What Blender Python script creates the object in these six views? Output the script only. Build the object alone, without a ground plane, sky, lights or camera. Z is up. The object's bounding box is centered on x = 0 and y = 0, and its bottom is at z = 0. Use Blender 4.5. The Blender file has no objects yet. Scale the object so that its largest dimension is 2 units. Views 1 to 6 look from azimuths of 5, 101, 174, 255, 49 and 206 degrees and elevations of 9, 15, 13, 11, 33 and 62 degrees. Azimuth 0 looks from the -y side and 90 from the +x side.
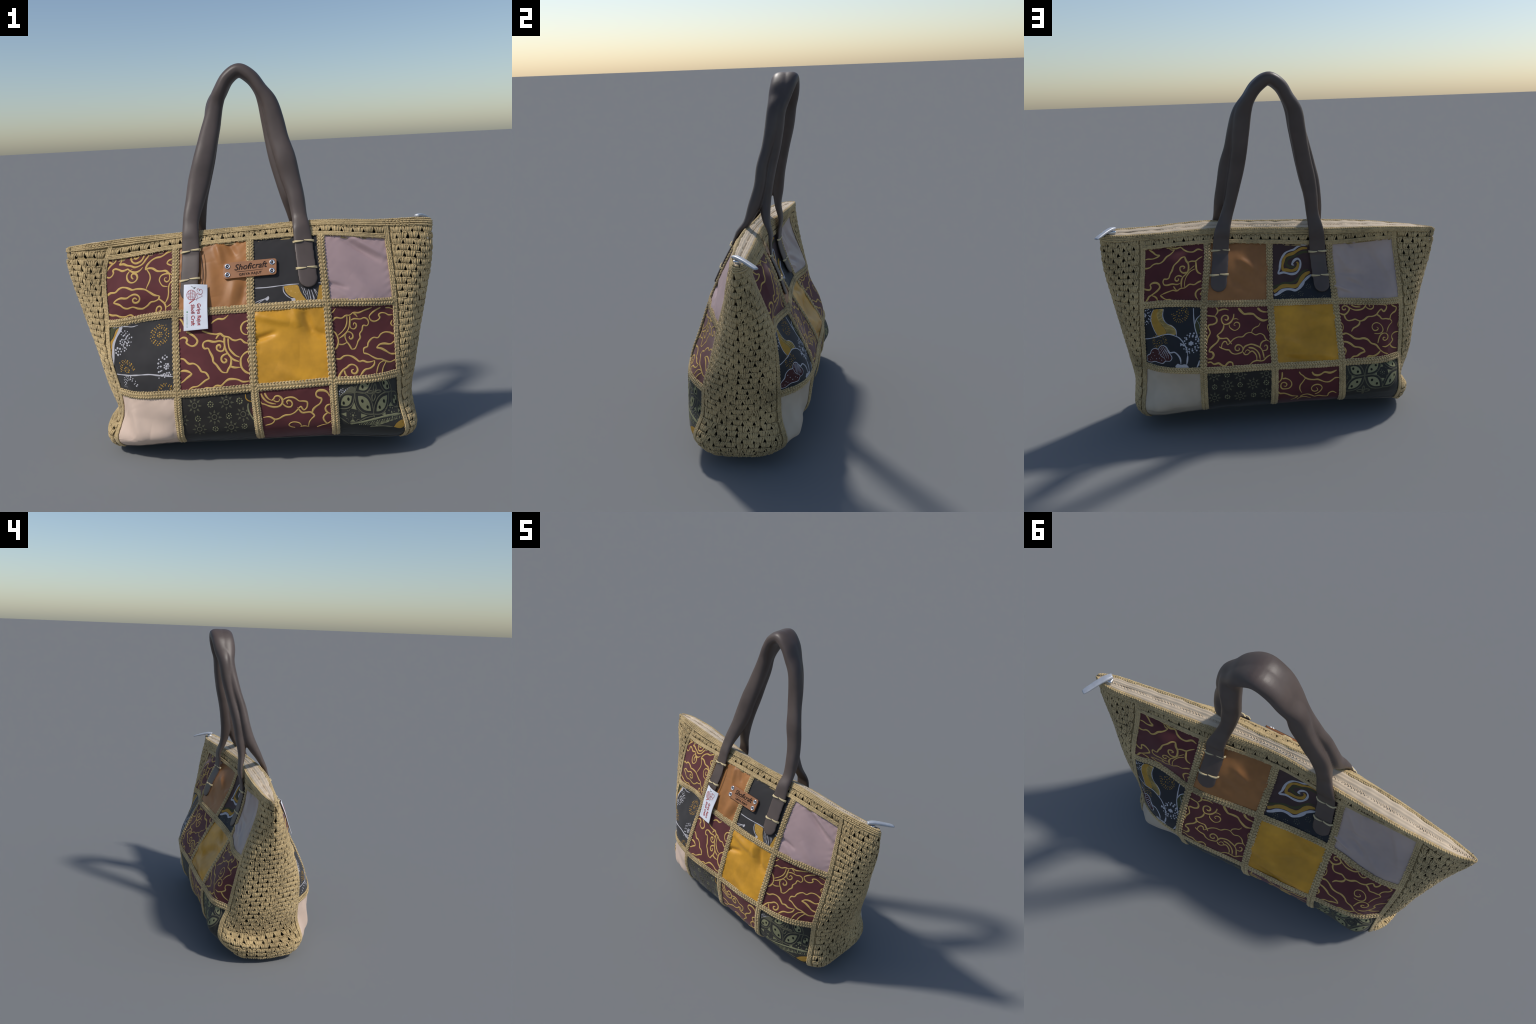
import bpy, bmesh, math, random
import numpy as np
from mathutils import Vector, noise
from mathutils.geometry import delaunay_2d_cdt

rng = np.random.default_rng(7)

# ---------------------------------------------------------------------------
# THE SKIN OF THE BAG
# One closed skin carries everything.  u runs once round the bag
#   0..4 front panel (left to right), 4..6 right gusset, 6..10 back panel,
#   10..12 left gusset;  v runs down it: 0 rim, 1..4 the seams between the rows
#   of patches, 5 the rounding under the bag, 6 the middle of the underside.
# ---------------------------------------------------------------------------
UI = np.array([0, 1, 2, 3, 4, 4.5, 5, 5.5, 6, 7, 8, 9, 10, 10.5, 11, 11.5, 12])
UK = np.array([0, .38, .77, 1.14, 1.48, 1.63, 1.73, 1.83, 1.98, 2.33, 2.72, 3.10, 3.46, 3.61, 3.71, 3.82, 3.97])
VI = np.array([0, 1, 2, 2.5, 3, 3.5, 4, 5, 6.])
VK = np.array([0, .09, .41, .60, .78, .90, 1.01, 1.11, 1.31])

RIM = [(-.70, .014, 1.108), (-.36, -.018, 1.136), (.03, -.004, 1.155), (.40, .001, 1.172), (.72, .024, 1.158),
       (0.900, 0.049, 1.156), (0.973, 0.078, 1.144), (0.900, 0.101, 1.128),
       (0.730, 0.094, 1.124), (.38, .074, 1.131), (.01, .037, 1.112), (-.35, .076, 1.097), (-0.720, 0.106, 1.092),
       (-0.900, 0.100, 1.079), (-0.979, 0.074, 1.070), (-0.900, 0.048, 1.082)]
SEAM1 = [(-.73, -.020, 1.014), (-.356, -.062, 1.066), (.032, -.068, 1.096), (.395, -.048, 1.104), (.727, .004, 1.067),
         (.895, .024, 1.050), (.976, .078, 1.040), (.888, .128, 1.040),
         (.730, .109, 1.047), (.374, .104, 1.062), (.011, .058, 1.031), (-.343, .075, 1.011), (-.722, .092, 1.026),
         (-.885, .106, 1.020), (-0.980, 0.062, 1.010), (-.880, .012, 1.010)]
SEAM2 = [(-0.722, -0.134, 0.698), (-0.356, -0.209, 0.754), (0.033, -0.232, 0.780), (0.411, -0.208, 0.788), (0.750, -0.080, 0.756),
         (0.876, -0.013, 0.755), (0.935, 0.064, 0.750), (0.882, 0.160, 0.750),
         (0.752, 0.214, 0.750), (0.412, 0.232, 0.741), (0.031, 0.195, 0.710), (-0.355, 0.170, 0.689), (-0.734, 0.194, 0.675),
         (-0.853, 0.150, 0.682), (-0.896, 0.050, 0.690), (-0.844, -0.061, 0.695)]
BELLY = [(-0.708, -0.187, 0.525), (-0.348, -0.287, 0.571), (0.036, -0.302, 0.596), (0.418, -0.276, 0.608), (0.750, -0.126, 0.585),
         (0.858, -0.047, 0.583), (0.901, 0.051, 0.580), (0.868, 0.163, 0.580),
         (0.758, 0.234, 0.577), (0.427, 0.300, 0.566), (0.033, 0.290, 0.545), (-0.356, 0.264, 0.527), (-0.724, 0.230, 0.509),
         (-0.824, 0.160, 0.517), (-0.845, 0.057, 0.524), (-0.799, -0.088, 0.526)]
SEAM3 = [(-0.667, -0.205, 0.350), (-0.340, -0.350, 0.384), (0.042, -0.360, 0.408), (0.424, -0.335, 0.424), (0.751, -0.182, 0.404),
         (0.838, -0.083, 0.400), (0.868, 0.036, 0.398), (0.839, 0.154, 0.398),
         (0.762, 0.237, 0.397), (0.436, 0.351, 0.390), (0.034, 0.361, 0.379), (-0.356, 0.344, 0.365), (-0.709, 0.262, 0.355),
         (-0.792, 0.178, 0.350), (-0.802, 0.055, 0.350), (-0.758, -0.086, 0.347)]
TUCK = [(-0.665, -0.204, 0.232), (-0.340, -0.352, 0.262), (0.049, -0.362, 0.287), (0.428, -0.350, 0.302), (0.757, -0.196, 0.265),
        (0.816, -0.095, 0.262), (0.846, 0.028, 0.262), (0.822, 0.159, 0.265),
        (0.772, 0.240, 0.270), (0.439, 0.352, 0.270), (0.037, 0.356, 0.263), (-0.356, 0.346, 0.251), (-0.703, 0.300, 0.258),
        (-0.736, 0.178, 0.196), (-0.744, 0.035, 0.186), (-0.710, -0.105, 0.196)]
SEAM4 = [(-0.698, -0.230, 0.112), (-0.341, -0.333, 0.151), (0.055, -0.343, 0.174), (0.431, -0.343, 0.188), (0.782, -0.238, 0.137),
         (0.850, -0.135, 0.134), (0.852, 0.015, 0.132), (0.844, 0.156, 0.137),
         (0.786, 0.266, 0.146), (0.440, 0.325, 0.164), (0.040, 0.320, 0.159), (-0.356, 0.318, 0.149), (-0.700, 0.304, 0.162),
         (-0.780, 0.182, 0.133), (-0.797, 0.030, 0.120), (-0.768, -0.145, 0.117)]
UNDER = [(-0.680, -0.192, 0.048), (-0.341, -0.237, 0.079), (0.055, -0.237, 0.090), (0.431, -0.237, 0.101), (0.765, -0.176, 0.068),
         (0.821, -0.105, 0.064), (0.815, 0.017, 0.060), (0.809, 0.125, 0.066),
         (0.763, 0.214, 0.077), (0.440, 0.237, 0.095), (0.040, 0.224, 0.091), (-0.356, 0.224, 0.085), (-0.690, 0.234, 0.076),
         (-0.750, 0.156, 0.048), (-0.772, 0.031, 0.042), (-0.750, -0.125, 0.044)]
MID = [(-0.600, 0.020, 0.034), (-0.341, 0.010, 0.042), (0.055, 0.010, 0.052), (0.431, 0.010, 0.058), (0.680, 0.010, 0.047),
       (0.700, 0.012, 0.047), (0.705, 0.015, 0.047), (0.700, 0.018, 0.047),
       (0.680, 0.020, 0.047), (0.440, 0.018, 0.058), (0.040, 0.018, 0.052), (-0.356, 0.018, 0.042), (-0.600, 0.025, 0.034),
       (-0.640, 0.023, 0.033), (-0.650, 0.022, 0.033), (-0.640, 0.021, 0.033)]
CTRL = np.array([RIM, SEAM1, SEAM2, BELLY, SEAM3, TUCK, SEAM4, UNDER, MID])


def tangents(k, P):
    """three-point slopes on uneven knots; P is (n, ...)"""
    h = np.diff(k).reshape((-1,) + (1,) * (P.ndim - 1))
    d = np.diff(P, axis=0) / h
    m = np.empty_like(P)
    m[1:-1] = (d[:-1] * h[1:] + d[1:] * h[:-1]) / (h[1:] + h[:-1])
    m[0], m[-1] = d[0], d[-1]
    return m


# slopes round the bag (periodic) and down it, on the control net
_W = np.concatenate([CTRL[:, -3:], CTRL, CTRL[:, :4]], axis=1).transpose(1, 0, 2)
_wk = np.concatenate([UK[13:16] - UK[-1], UK[:-1], UK[:4] + UK[-1]])
TU = tangents(_wk, _W)[3:3 + 16].transpose(1, 0, 2)
TU = np.concatenate([TU, TU[:, :1]], axis=1)
NET = np.concatenate([CTRL, CTRL[:, :1]], axis=1)


def hermite(k, P, M, t):
    i = np.clip(np.searchsorted(k, t, side='right') - 1, 0, len(k) - 2)
    h = k[i + 1] - k[i]
    s = (t - k[i]) / h
    sh = s.shape + (1,) * (P.ndim - 1)
    s, h = s.reshape(sh), h.reshape(sh)
    return ((2 * s**3 - 3 * s**2 + 1) * P[i] + (s**3 - 2 * s**2 + s) * h * M[i]
            + (-2 * s**3 + 3 * s**2) * P[i + 1] + (s**3 - s**2) * h * M[i + 1])


# where the cloth sags in or bellies out between its seams: u, v, reach in u, reach in v, metres out
SAGS = [(6.5, 2.88, .45, .32, .034), (6.45, 1.97, .40, .28, -.036), (7.2, 2.65, .35, .25, .009), (6.42, 3.7, .3, .35, .026), (9.72, 3.8, .3, .35, .016), (9.7, 2.6, .25, .3, .010), (6.5, 2.55, .38, .28, .012), (6.5, 1.25, .4, .22, .014), (7.0, 2.3, .5, .35, .009), (7.0, 2.92, .6, .35, .012), (1.9, 1.4, .5, .25, -.010), (.9, 3.4, .3, .3, .010), (9.5, 1.9, .4, .3, .013), (6.5, 1.45, .4, .35, .012), (7.2, 1.5, .25, .35, .012), (8.3, 1.5, .4, .4, -.012),
        (9.3, 1.5, .25, .3, .012), (9.5, 2.6, .4, .3, .018), (9.6, 2.95, .35, .3, .016), (.45, 2.75, .35, .3, .018), (.6, 2.1, .40, .30, -.040),
        (.45, 3.3, .4, .4, .014), (.38, 1.5, .35, .3, .026), (3.5, 2.8, .35, .3, .020), (3.5, 3.4, .4, .4, .022), (2.7, 2.4, .3, .3, -.008),
        (1.0, 3.0, .5, .4, .006), (2.0, 3.4, 1.2, .5, .004)]


def skin(u, v):
    u, v = np.broadcast_arrays(np.asarray(u, float), np.asarray(v, float))
    shape = u.shape
    uk = np.interp(np.mod(u.ravel(), 12), UI, UK)
    vk = np.interp(v.ravel(), VI, VK)
    rows = np.stack([hermite(UK, NET[j], TU[j], uk) for j in range(len(VK))])        # (7, n, 3)
    M = tangents(VK, rows)
    i = np.clip(np.searchsorted(VK, vk, side='right') - 1, 0, len(VK) - 2)
    n = np.arange(len(vk))
    h = (VK[i + 1] - VK[i])[:, None]
    s = ((vk - VK[i]) / h[:, 0])[:, None]
    out = ((2 * s**3 - 3 * s**2 + 1) * rows[i, n] + (s**3 - 2 * s**2 + s) * h * M[i, n]
           + (-2 * s**3 + 3 * s**2) * rows[i + 1, n] + (s**3 - s**2) * h * M[i + 1, n])
    uu, vv = np.mod(u.ravel(), 12), v.ravel()
    way = np.where((uu < 4), -1.0, np.where((uu > 6) & (uu < 10), 1.0, 0.0))
    dy = np.zeros_like(vv)
    for u0, v0, ru, rv, hh in SAGS:
        dy += hh * np.exp(-((uu - u0) / ru)**2 - ((vv - v0) / rv)**2)
    edge = np.clip(np.where(uu < 6, np.minimum(uu, 4 - uu), np.minimum(uu - 6, 10 - uu)) / .25, 0, 1)
    out[:, 1] += dy * way * edge
    return out.reshape(shape + (3,))


def frame(u, v, e=0.02):
    du = skin(np.asarray(u) + e, v) - skin(np.asarray(u) - e, v)
    vv = np.asarray(v, float)
    dv = skin(u, np.minimum(vv + e, 6)) - skin(u, np.maximum(vv - e, 0))
    nrm = np.cross(dv, du)
    nrm /= np.linalg.norm(nrm, axis=-1, keepdims=True) + 1e-12
    return nrm


def on_skin(u, v, h=0.0):
    return skin(u, v) + np.asarray(h)[..., None] * frame(u, v)


def span_u(u0, u1, v, n=24):
    P = skin(np.linspace(u0, u1, n), v)
    return np.linalg.norm(np.diff(P, axis=0), axis=1).sum()


def span_v(u, v0, v1, n=24):
    P = skin(u, np.linspace(v0, v1, n))
    return np.linalg.norm(np.diff(P, axis=0), axis=1).sum()

# ---------------------------------------------------------------------------
# MATERIALS
# ---------------------------------------------------------------------------
def new_mat(name, rough=0.7, spec=0.3, sheen=0.0):
    m = bpy.data.materials.new(name)
    m.use_nodes = True
    nt = m.node_tree
    b = nt.nodes["Principled BSDF"]
    b.inputs["Roughness"].default_value = rough
    b.inputs["Specular IOR Level"].default_value = spec
    if sheen:
        b.inputs["Sheen Weight"].default_value = sheen
        b.inputs["Sheen Roughness"].default_value = 0.45
    return m, nt, b


def node(nt, kind, **kw):
    n = nt.nodes.new(kind)
    for k, v in kw.items():
        if k in n.inputs.keys():
            n.inputs[k].default_value = v
        else:
            setattr(n, k, v)
    return n


def ramp(nt, stops):
    r = nt.nodes.new("ShaderNodeValToRGB")
    el = r.color_ramp.elements
    while len(el) < len(stops):
        el.new(0.5)
    for e, (p, c) in zip(el, stops):
        e.position = p
        e.color = (*c, 1)
    return r


def tint(c, k):
    return tuple(min(1, x * k) for x in c)


def cloth(name, col, var=0.14, scale=9.0, rough=0.75, sheen=0.15, weave=420.0, bump=0.12, spec=0.25):
    """woven cloth: broad mottling of the colour and a fine thread grain"""
    m, nt, b = new_mat(name, rough, spec, sheen)
    L = nt.links
    tc = node(nt, "ShaderNodeTexCoord")
    n1 = node(nt, "ShaderNodeTexNoise", Scale=scale, Detail=5.0, Roughness=0.6)
    L.new(tc.outputs["Object"], n1.inputs["Vector"])
    r = ramp(nt, [(0.3, tint(col, 1 - var)), (0.7, tint(col, 1 + var))])
    L.new(n1.outputs["Fac"], r.inputs["Fac"])
    L.new(r.outputs["Color"], b.inputs["Base Color"])
    n2 = node(nt, "ShaderNodeTexNoise", Scale=weave, Detail=2.0)
    L.new(tc.outputs["Object"], n2.inputs["Vector"])
    bp = node(nt, "ShaderNodeBump", Strength=bump, Distance=0.002)
    L.new(n2.outputs["Fac"], bp.inputs["Height"])
    L.new(bp.outputs["Normal"], b.inputs["Normal"])
    return m


def yarn(name, col, var=0.22):
    """cotton cord: strand to strand tone plus a twisted-ply grain"""
    m, nt, b = new_mat(name, 0.85, 0.15, 0.2)
    L = nt.links
    tc = node(nt, "ShaderNodeTexCoord")
    n1 = node(nt, "ShaderNodeTexNoise", Scale=70.0, Detail=4.0, Roughness=0.65)
    n3 = node(nt, "ShaderNodeTexNoise", Scale=6.0, Detail=3.0)
    for n in (n1, n3):
        L.new(tc.outputs["Object"], n.inputs["Vector"])
    mx = node(nt, "ShaderNodeMath", operation="MULTIPLY_ADD")
    mx.inputs[1].default_value = 0.5
    L.new(n1.outputs["Fac"], mx.inputs[0])
    hf = node(nt, "ShaderNodeMath", operation="MULTIPLY")
    hf.inputs[1].default_value = 0.5
    L.new(n3.outputs["Fac"], hf.inputs[0])
    L.new(hf.outputs[0], mx.inputs[2])
    r = ramp(nt, [(0.34, tint(col, 1 - var * 1.3)), (0.5, col), (0.66, tint(col, 1 + var))])
    L.new(mx.outputs[0], r.inputs["Fac"])
    L.new(r.outputs["Color"], b.inputs["Base Color"])
    w = node(nt, "ShaderNodeTexWave", wave_type="BANDS", bands_direction="DIAGONAL", Scale=130.0, Distortion=3.0, Detail=1.0)
    L.new(tc.outputs["Object"], w.inputs["Vector"])
    bp = node(nt, "ShaderNodeBump", Strength=0.35, Distance=0.002)
    L.new(w.outputs["Fac"], bp.inputs["Height"])
    L.new(bp.outputs["Normal"], b.inputs["Normal"])
    return m


def leather(name, col, rough=0.45, var=0.15, spec=0.4):
    m, nt, b = new_mat(name, rough, spec)
    L = nt.links
    tc = node(nt, "ShaderNodeTexCoord")
    n1 = node(nt, "ShaderNodeTexNoise", Scale=7.0, Detail=6.0, Roughness=0.6)
    L.new(tc.outputs["Object"], n1.inputs["Vector"])
    r = ramp(nt, [(0.3, tint(col, 1 - var)), (0.7, tint(col, 1 + var))])
    L.new(n1.outputs["Fac"], r.inputs["Fac"])
    L.new(r.outputs["Color"], b.inputs["Base Color"])
    v = node(nt, "ShaderNodeTexVoronoi", Scale=260.0)
    L.new(tc.outputs["Object"], v.inputs["Vector"])
    bp = node(nt, "ShaderNodeBump", Strength=0.12, Distance=0.001)
    L.new(v.outputs["Distance"], bp.inputs["Height"])
    L.new(bp.outputs["Normal"], b.inputs["Normal"])
    return m


def plain(name, col, rough=0.6, spec=0.3, metal=0.0):
    m, nt, b = new_mat(name, rough, spec)
    L = nt.links
    tc = node(nt, "ShaderNodeTexCoord")
    n1 = node(nt, "ShaderNodeTexNoise", Scale=60.0, Detail=3.0)
    L.new(tc.outputs["Object"], n1.inputs["Vector"])
    r = ramp(nt, [(0.3, tint(col, 0.92)), (0.7, tint(col, 1.06))])
    L.new(n1.outputs["Fac"], r.inputs["Fac"])
    L.new(r.outputs["Color"], b.inputs["Base Color"])
    b.inputs["Metallic"].default_value = metal
    return m


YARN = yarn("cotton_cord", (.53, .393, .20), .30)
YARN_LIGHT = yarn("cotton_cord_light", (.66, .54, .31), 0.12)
YARN_UNDER = yarn("cotton_cord_darker", (.33, .24, .115), 0.1)
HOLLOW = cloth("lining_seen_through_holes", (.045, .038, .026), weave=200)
BASE_CLOTH = cloth("base_cloth", (.13, .10, .075), var=.3)
MAROON = cloth("maroon_batik_cloth", (.105, .025, .028))
BLACK = cloth("black_batik_cloth", (.030, .028, .029))
NAVY = cloth("navy_batik_cloth", (.025, .026, .030))
CHARCOAL = cloth("charcoal_batik_cloth", (.028, .0245, .0215))
PLUM = cloth("plum_batik_cloth", (.065, .036, .036))
OLIVE = cloth("olive_batik_cloth", (.034, .032, .027))
GOLD = cloth("gold_satin", (.56, .272, .019), var=.26, scale=5.0, rough=0.42, sheen=0.08, bump=0.05, spec=0.35)
BROWN = cloth("copper_brown_satin", (.34, .145, .045), var=.24, scale=5.0, rough=0.45, sheen=0.08, bump=0.05, spec=0.3)
MAUVE = cloth("mauve_satin", (.43, .30, .30), var=.06, rough=0.42, sheen=0.08, bump=0.05, spec=0.35)
GREY = cloth("silver_grey_satin", (.47, .365, .325), var=.12, scale=4.0, rough=0.42, sheen=0.08, bump=0.05, spec=0.35)  # broad mottling paints the satin's sheen and fold shading into its colour
CREAM = cloth("cream_satin", (.66, .50, .40), var=.05, rough=0.5, sheen=0.08, bump=0.05)
IVORY = cloth("ivory_satin", (.54, .445, .34), var=.07, rough=0.5, sheen=0.08, bump=0.05)
STRAP = leather("dark_brown_leather", (.088, .066, .058))
TAB = leather("dark_brown_leather_tab", (.088, .066, .058), rough=0.5)
LABEL = leather("tan_leather", (.31, .135, .058), rough=0.5)
WAX = plain("yellow_dye", (.58, .385, .125), 0.8, 0.1)
WHITE_DYE = plain("white_dye", (.48, .465, .49), 0.8, 0.1)
OCHRE_DYE = plain("ochre_dye", (.44, .25, .05), 0.8, 0.1)
SAGE_DYE = plain("sage_dye", (.27, .26, .145), 0.8, 0.1)
DIM_DYE = plain("dim_sage_dye", (.125, .118, .078), 0.8, 0.1)
MOSS_DYE = plain("moss_dye", (.075, .075, .038), 0.8, 0.1)
NAVY_DYE = cloth("navy_dye", (.023, .025, .031), rough=.8)
DARK_DYE = plain("dark_dye", (.018, .018, .016), 0.8, 0.1)
BERRY_DYE = plain("berry_dye", (.075, .030, .030), 0.8, 0.1)
INK = plain("dark_ink", (.035, .022, .02), 0.7, 0.1)
RED_INK = plain("red_ink", (.42, .05, .05), 0.7, 0.1)
GREEN_INK = plain("green_ink", (.05, .26, .1), 0.7, 0.1)
TAPE = cloth("zipper_tape", (.66, .53, .38), var=.06)
TEETH = plain("zipper_teeth", (.60, .485, .345), 0.7, 0.15)
CHROME = plain("nickel", (.72, .74, .78), 0.22, 0.6, 1.0)
PULL = plain("white_metal_pull", (.50, .52, .56), 0.4, 0.5, 0.3)
PAPER = cloth("white_tag_cloth", (.70, .72, .78), var=.04, bump=.05)

# ---------------------------------------------------------------------------
# MESH HELPERS
# ---------------------------------------------------------------------------
bag = bpy.data.objects.new("tote_bag", None)
bpy.context.collection.objects.link(bag)
bag["label"] = "patchwork batik tote bag with crochet sides and leather handles"
bag["category"] = "handbag"


def build(name, verts, faces, mat, parent=None, smooth=True, stuff=False):
    me = bpy.data.meshes.new(name)
    verts = np.asarray(verts, float).reshape(-1, 3)
    if isinstance(faces, np.ndarray):
        k = faces.shape[1]
        me.vertices.add(len(verts))
        me.vertices.foreach_set("co", verts.ravel())
        me.loops.add(faces.size)
        me.loops.foreach_set("vertex_index", faces.ravel().astype(np.int32))
        me.polygons.add(len(faces))
        me.polygons.foreach_set("loop_start", np.arange(0, faces.size, k, dtype=np.int32))
        me.polygons.foreach_set("loop_total", np.full(len(faces), k, dtype=np.int32))
        me.update(calc_edges=True)
    else:
        me.from_pydata([tuple(p) for p in verts], [], [tuple(int(i) for i in f) for f in faces])
    me.validate()
    if smooth:
        me.polygons.foreach_set("use_smooth", np.ones(len(me.polygons), bool))
    me.materials.append(mat)
    me.update()
    o = bpy.data.objects.new(name, me)
    bpy.context.collection.objects.link(o)
    o.parent = parent or bag
    if stuff:
        o["kind"] = "stuff"
    return o


def grid_faces(nu, nv, wrap=False):
    """quads of a (nv rows, nu columns) grid, facing out for u to the right and v down"""
    i = np.arange(nu if wrap else nu - 1)
    j = np.arange(nv - 1)
    I, J = np.meshgrid(i, j)
    a = J * nu + I
    b = J * nu + (I + 1) % nu
    return np.stack([a, a + nu, b + nu, b], -1).reshape(-1, 4)


def metres(u, v, e=0.03):
    """metres per unit of u and of v at a place on the skin"""
    u, v = np.asarray(u, float), np.asarray(v, float)
    su = np.linalg.norm(skin(u + e, v) - skin(u - e, v), axis=-1) / (2 * e)
    v0, v1 = np.maximum(v - e, 0), np.minimum(v + e, 6)
    sv = np.linalg.norm(skin(u, v1) - skin(u, v0), axis=-1) / (v1 - v0)
    return su, sv


def nearest(p, u0, u1, v0=0.0, v1=4.5):
    """the place on the skin that lies nearest to a point"""
    for _ in range(3):
        U, V = np.meshgrid(np.linspace(u0, u1, 41), np.linspace(v0, v1, 41))
        d = np.linalg.norm(skin(U, V) - np.asarray(p), axis=-1)
        k = np.unravel_index(d.argmin(), d.shape)
        du, dv = (u1 - u0) / 40, (v1 - v0) / 40
        u0, u1, v0, v1 = U[k] - du, U[k] + du, max(0, V[k] - dv), V[k] + dv
    return U[k], V[k]


def tube_batch(C, N, R, sides=6, flat=1.0):
    """many short cords at once: C (n,k,3) centres, N (n,k,3) up, R (n,k) radii"""
    n, k, _ = C.shape
    T = np.gradient(C, axis=1)
    T /= np.linalg.norm(T, axis=-1, keepdims=True) + 1e-9
    S = np.cross(T, N)
    S /= np.linalg.norm(S, axis=-1, keepdims=True) + 1e-9
    B = np.cross(S, T)
    a = np.arange(sides) * 2 * math.pi / sides
    ring = (C[:, :, None] + R[:, :, None, None] * (np.cos(a)[:, None] * S[:, :, None] + flat * np.sin(a)[:, None] * B[:, :, None]))
    verts = ring.reshape(-1, 3)
    i, j = np.meshgrid(np.arange(sides), np.arange(k - 1))
    q = np.stack([j * sides + i, j * sides + (i + 1) % sides, (j + 1) * sides + (i + 1) % sides, (j + 1) * sides + i], -1).reshape(-1, 4)
    faces = (q[None] + (np.arange(n) * k * sides)[:, None, None]).reshape(-1, 4)
    return verts, faces


class Cords:
    """collects stitches given as short paths in metres about a place (u, v) of the skin"""

    def __init__(self):
        self.u, self.v, self.a, self.b, self.h, self.r = [], [], [], [], [], []

    def add(self, u, v, along_u, along_v, lift, r):
        self.u.append(u); self.v.append(v); self.a.append(along_u); self.b.append(along_v); self.h.append(lift); self.r.append(r)

    def make(self, name, mat, parent=None, taper=(.40, .92, 1.08, .92, .40)):
        u, v = np.array(self.u), np.array(self.v)
        su, sv = metres(u, v)
        U = u[:, None] + np.array(self.a) / su[:, None]
        V = np.clip(v[:, None] + np.array(self.b) / sv[:, None], 0, 5.9)
        N = frame(U, V)
        C = skin(U, V) + np.array(self.h)[..., None] * N
        R = np.array(self.r)[:, None] * np.array(taper)[None]
        vs, fs = tube_batch(C, N, R)
        return build(name, vs, fs, mat, parent, stuff=True)


jit = lambda s: float(rng.normal(0, s))


def stitch(c, u, v, p0, p1, lift, r, arch=0.004):
    """one slanted stitch from p0 to p1 (metres along u, along v), arched off the cloth"""
    t = np.linspace(0, 1, 5)
    p0 = (p0[0] + jit(.0007), p0[1] + jit(.0007)); p1 = (p1[0] + jit(.0007), p1[1] + jit(.0007))
    c.add(u, v, p0[0] + (p1[0] - p0[0]) * t, p0[1] + (p1[1] - p0[1]) * t, lift + arch * np.sin(math.pi * t), r * (1 + jit(.06)))


def chain_down(c, u, v0, v1, width=.034, pitch=.0148, lift=-.0012, r=.0050):
    """plaited V stitches down a seam, each of two plies, with a fine edge loop outside"""
    n = max(2, int(round(span_v(u, v0, v1) / pitch)))
    for v in np.linspace(v0, v1, n):
        for s in (-1, 1):
            for o in (0.0,):
                stitch(c, u, v, (s * width * .42, o - pitch * .55), (s * width * .02, o + pitch * .60), lift, r, .0018)
            stitch(c, u, v + .01, (s * width * .47, -pitch * .5), (s * width * .50, pitch * .5), lift - .002, r * .8, .001)


def chain_across(c, u0, u1, v, width=.034, pitch=.0148, lift=-.0012, r=.0050):
    """plaited V stitches along a row; v is a number or a function of u"""
    f = v if callable(v) else (lambda x: v)
    n = max(2, int(round(span_u(u0, u1, float(f((u0 + u1) / 2))) / pitch)))
    for u in np.linspace(u0, u1, n):
        for s in (-1, 1):
            for o in (0.0,):
                stitch(c, u, float(f(u)), (o - pitch * .55, s * width * .42), (o + pitch * .60, s * width * .02), lift, r, .0018)
            stitch(c, u, float(f(u)), (-pitch * .5, s * width * .47), (pitch * .5, s * width * .50), lift - .002, r * .8, .001)


def ribbon_under(name, u0, u1, v0, v1, mat, h=.002, parent=None, nu=6, nv=40):
    U, V = np.meshgrid(np.linspace(u0, u1, nu), np.linspace(v0, v1, nv))
    prof = np.full(U.shape, h)
    if nu <= nv:
        prof[:, 0] = prof[:, -1] = h - .010
    else:
        prof[0, :] = prof[-1, :] = h - .010
    return on_skin(U, V, prof).reshape(-1, 3), grid_faces(nu, nv)


def join_parts(name, parts, mat, parent=None, stuff=False):
    vs, fs, o = [], [], 0
    for v, f in parts:
        vs.append(v); fs.append(f + o); o += len(v)
    return build(name, np.concatenate(vs), np.concatenate(fs), mat, parent, stuff=stuff)


# ---------------------------------------------------------------------------
# LINING: the dark inner bag that shows through the crochet holes
# ---------------------------------------------------------------------------
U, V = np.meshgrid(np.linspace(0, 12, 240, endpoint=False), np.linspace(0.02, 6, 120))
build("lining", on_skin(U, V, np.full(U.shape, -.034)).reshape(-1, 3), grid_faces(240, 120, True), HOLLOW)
# the underside
U, V = np.meshgrid(np.linspace(0, 12, 200, endpoint=False), np.linspace(4.9, 6, 40))
hh = np.full(U.shape, -.004)
build("base_panel", on_skin(U, V, hh).reshape(-1, 3), grid_faces(200, 40, True), BASE_CLOTH)

# ---------------------------------------------------------------------------
# PATCHES: four columns and three rows on each face
# ---------------------------------------------------------------------------
def folds(A, B, list_):
    """soft creases in the satin: (a0, b0, a1, b1, width, height) in patch units"""
    h = np.zeros_like(A)
    for a0, b0, a1, b1, w, k in list_:
        dx, dy = a1 - a0, b1 - b0
        L = math.hypot(dx, dy)
        t = np.clip(((A - a0) * dx + (B - b0) * dy) / L**2, 0, 1)
        d = np.hypot(A - a0 - t * dx, B - b0 - t * dy)
        h += 2.0 * k * np.exp(-(d / w)**2) * (0.35 + 0.65 * np.sin(math.pi * t)**.7)
    return h


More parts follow.
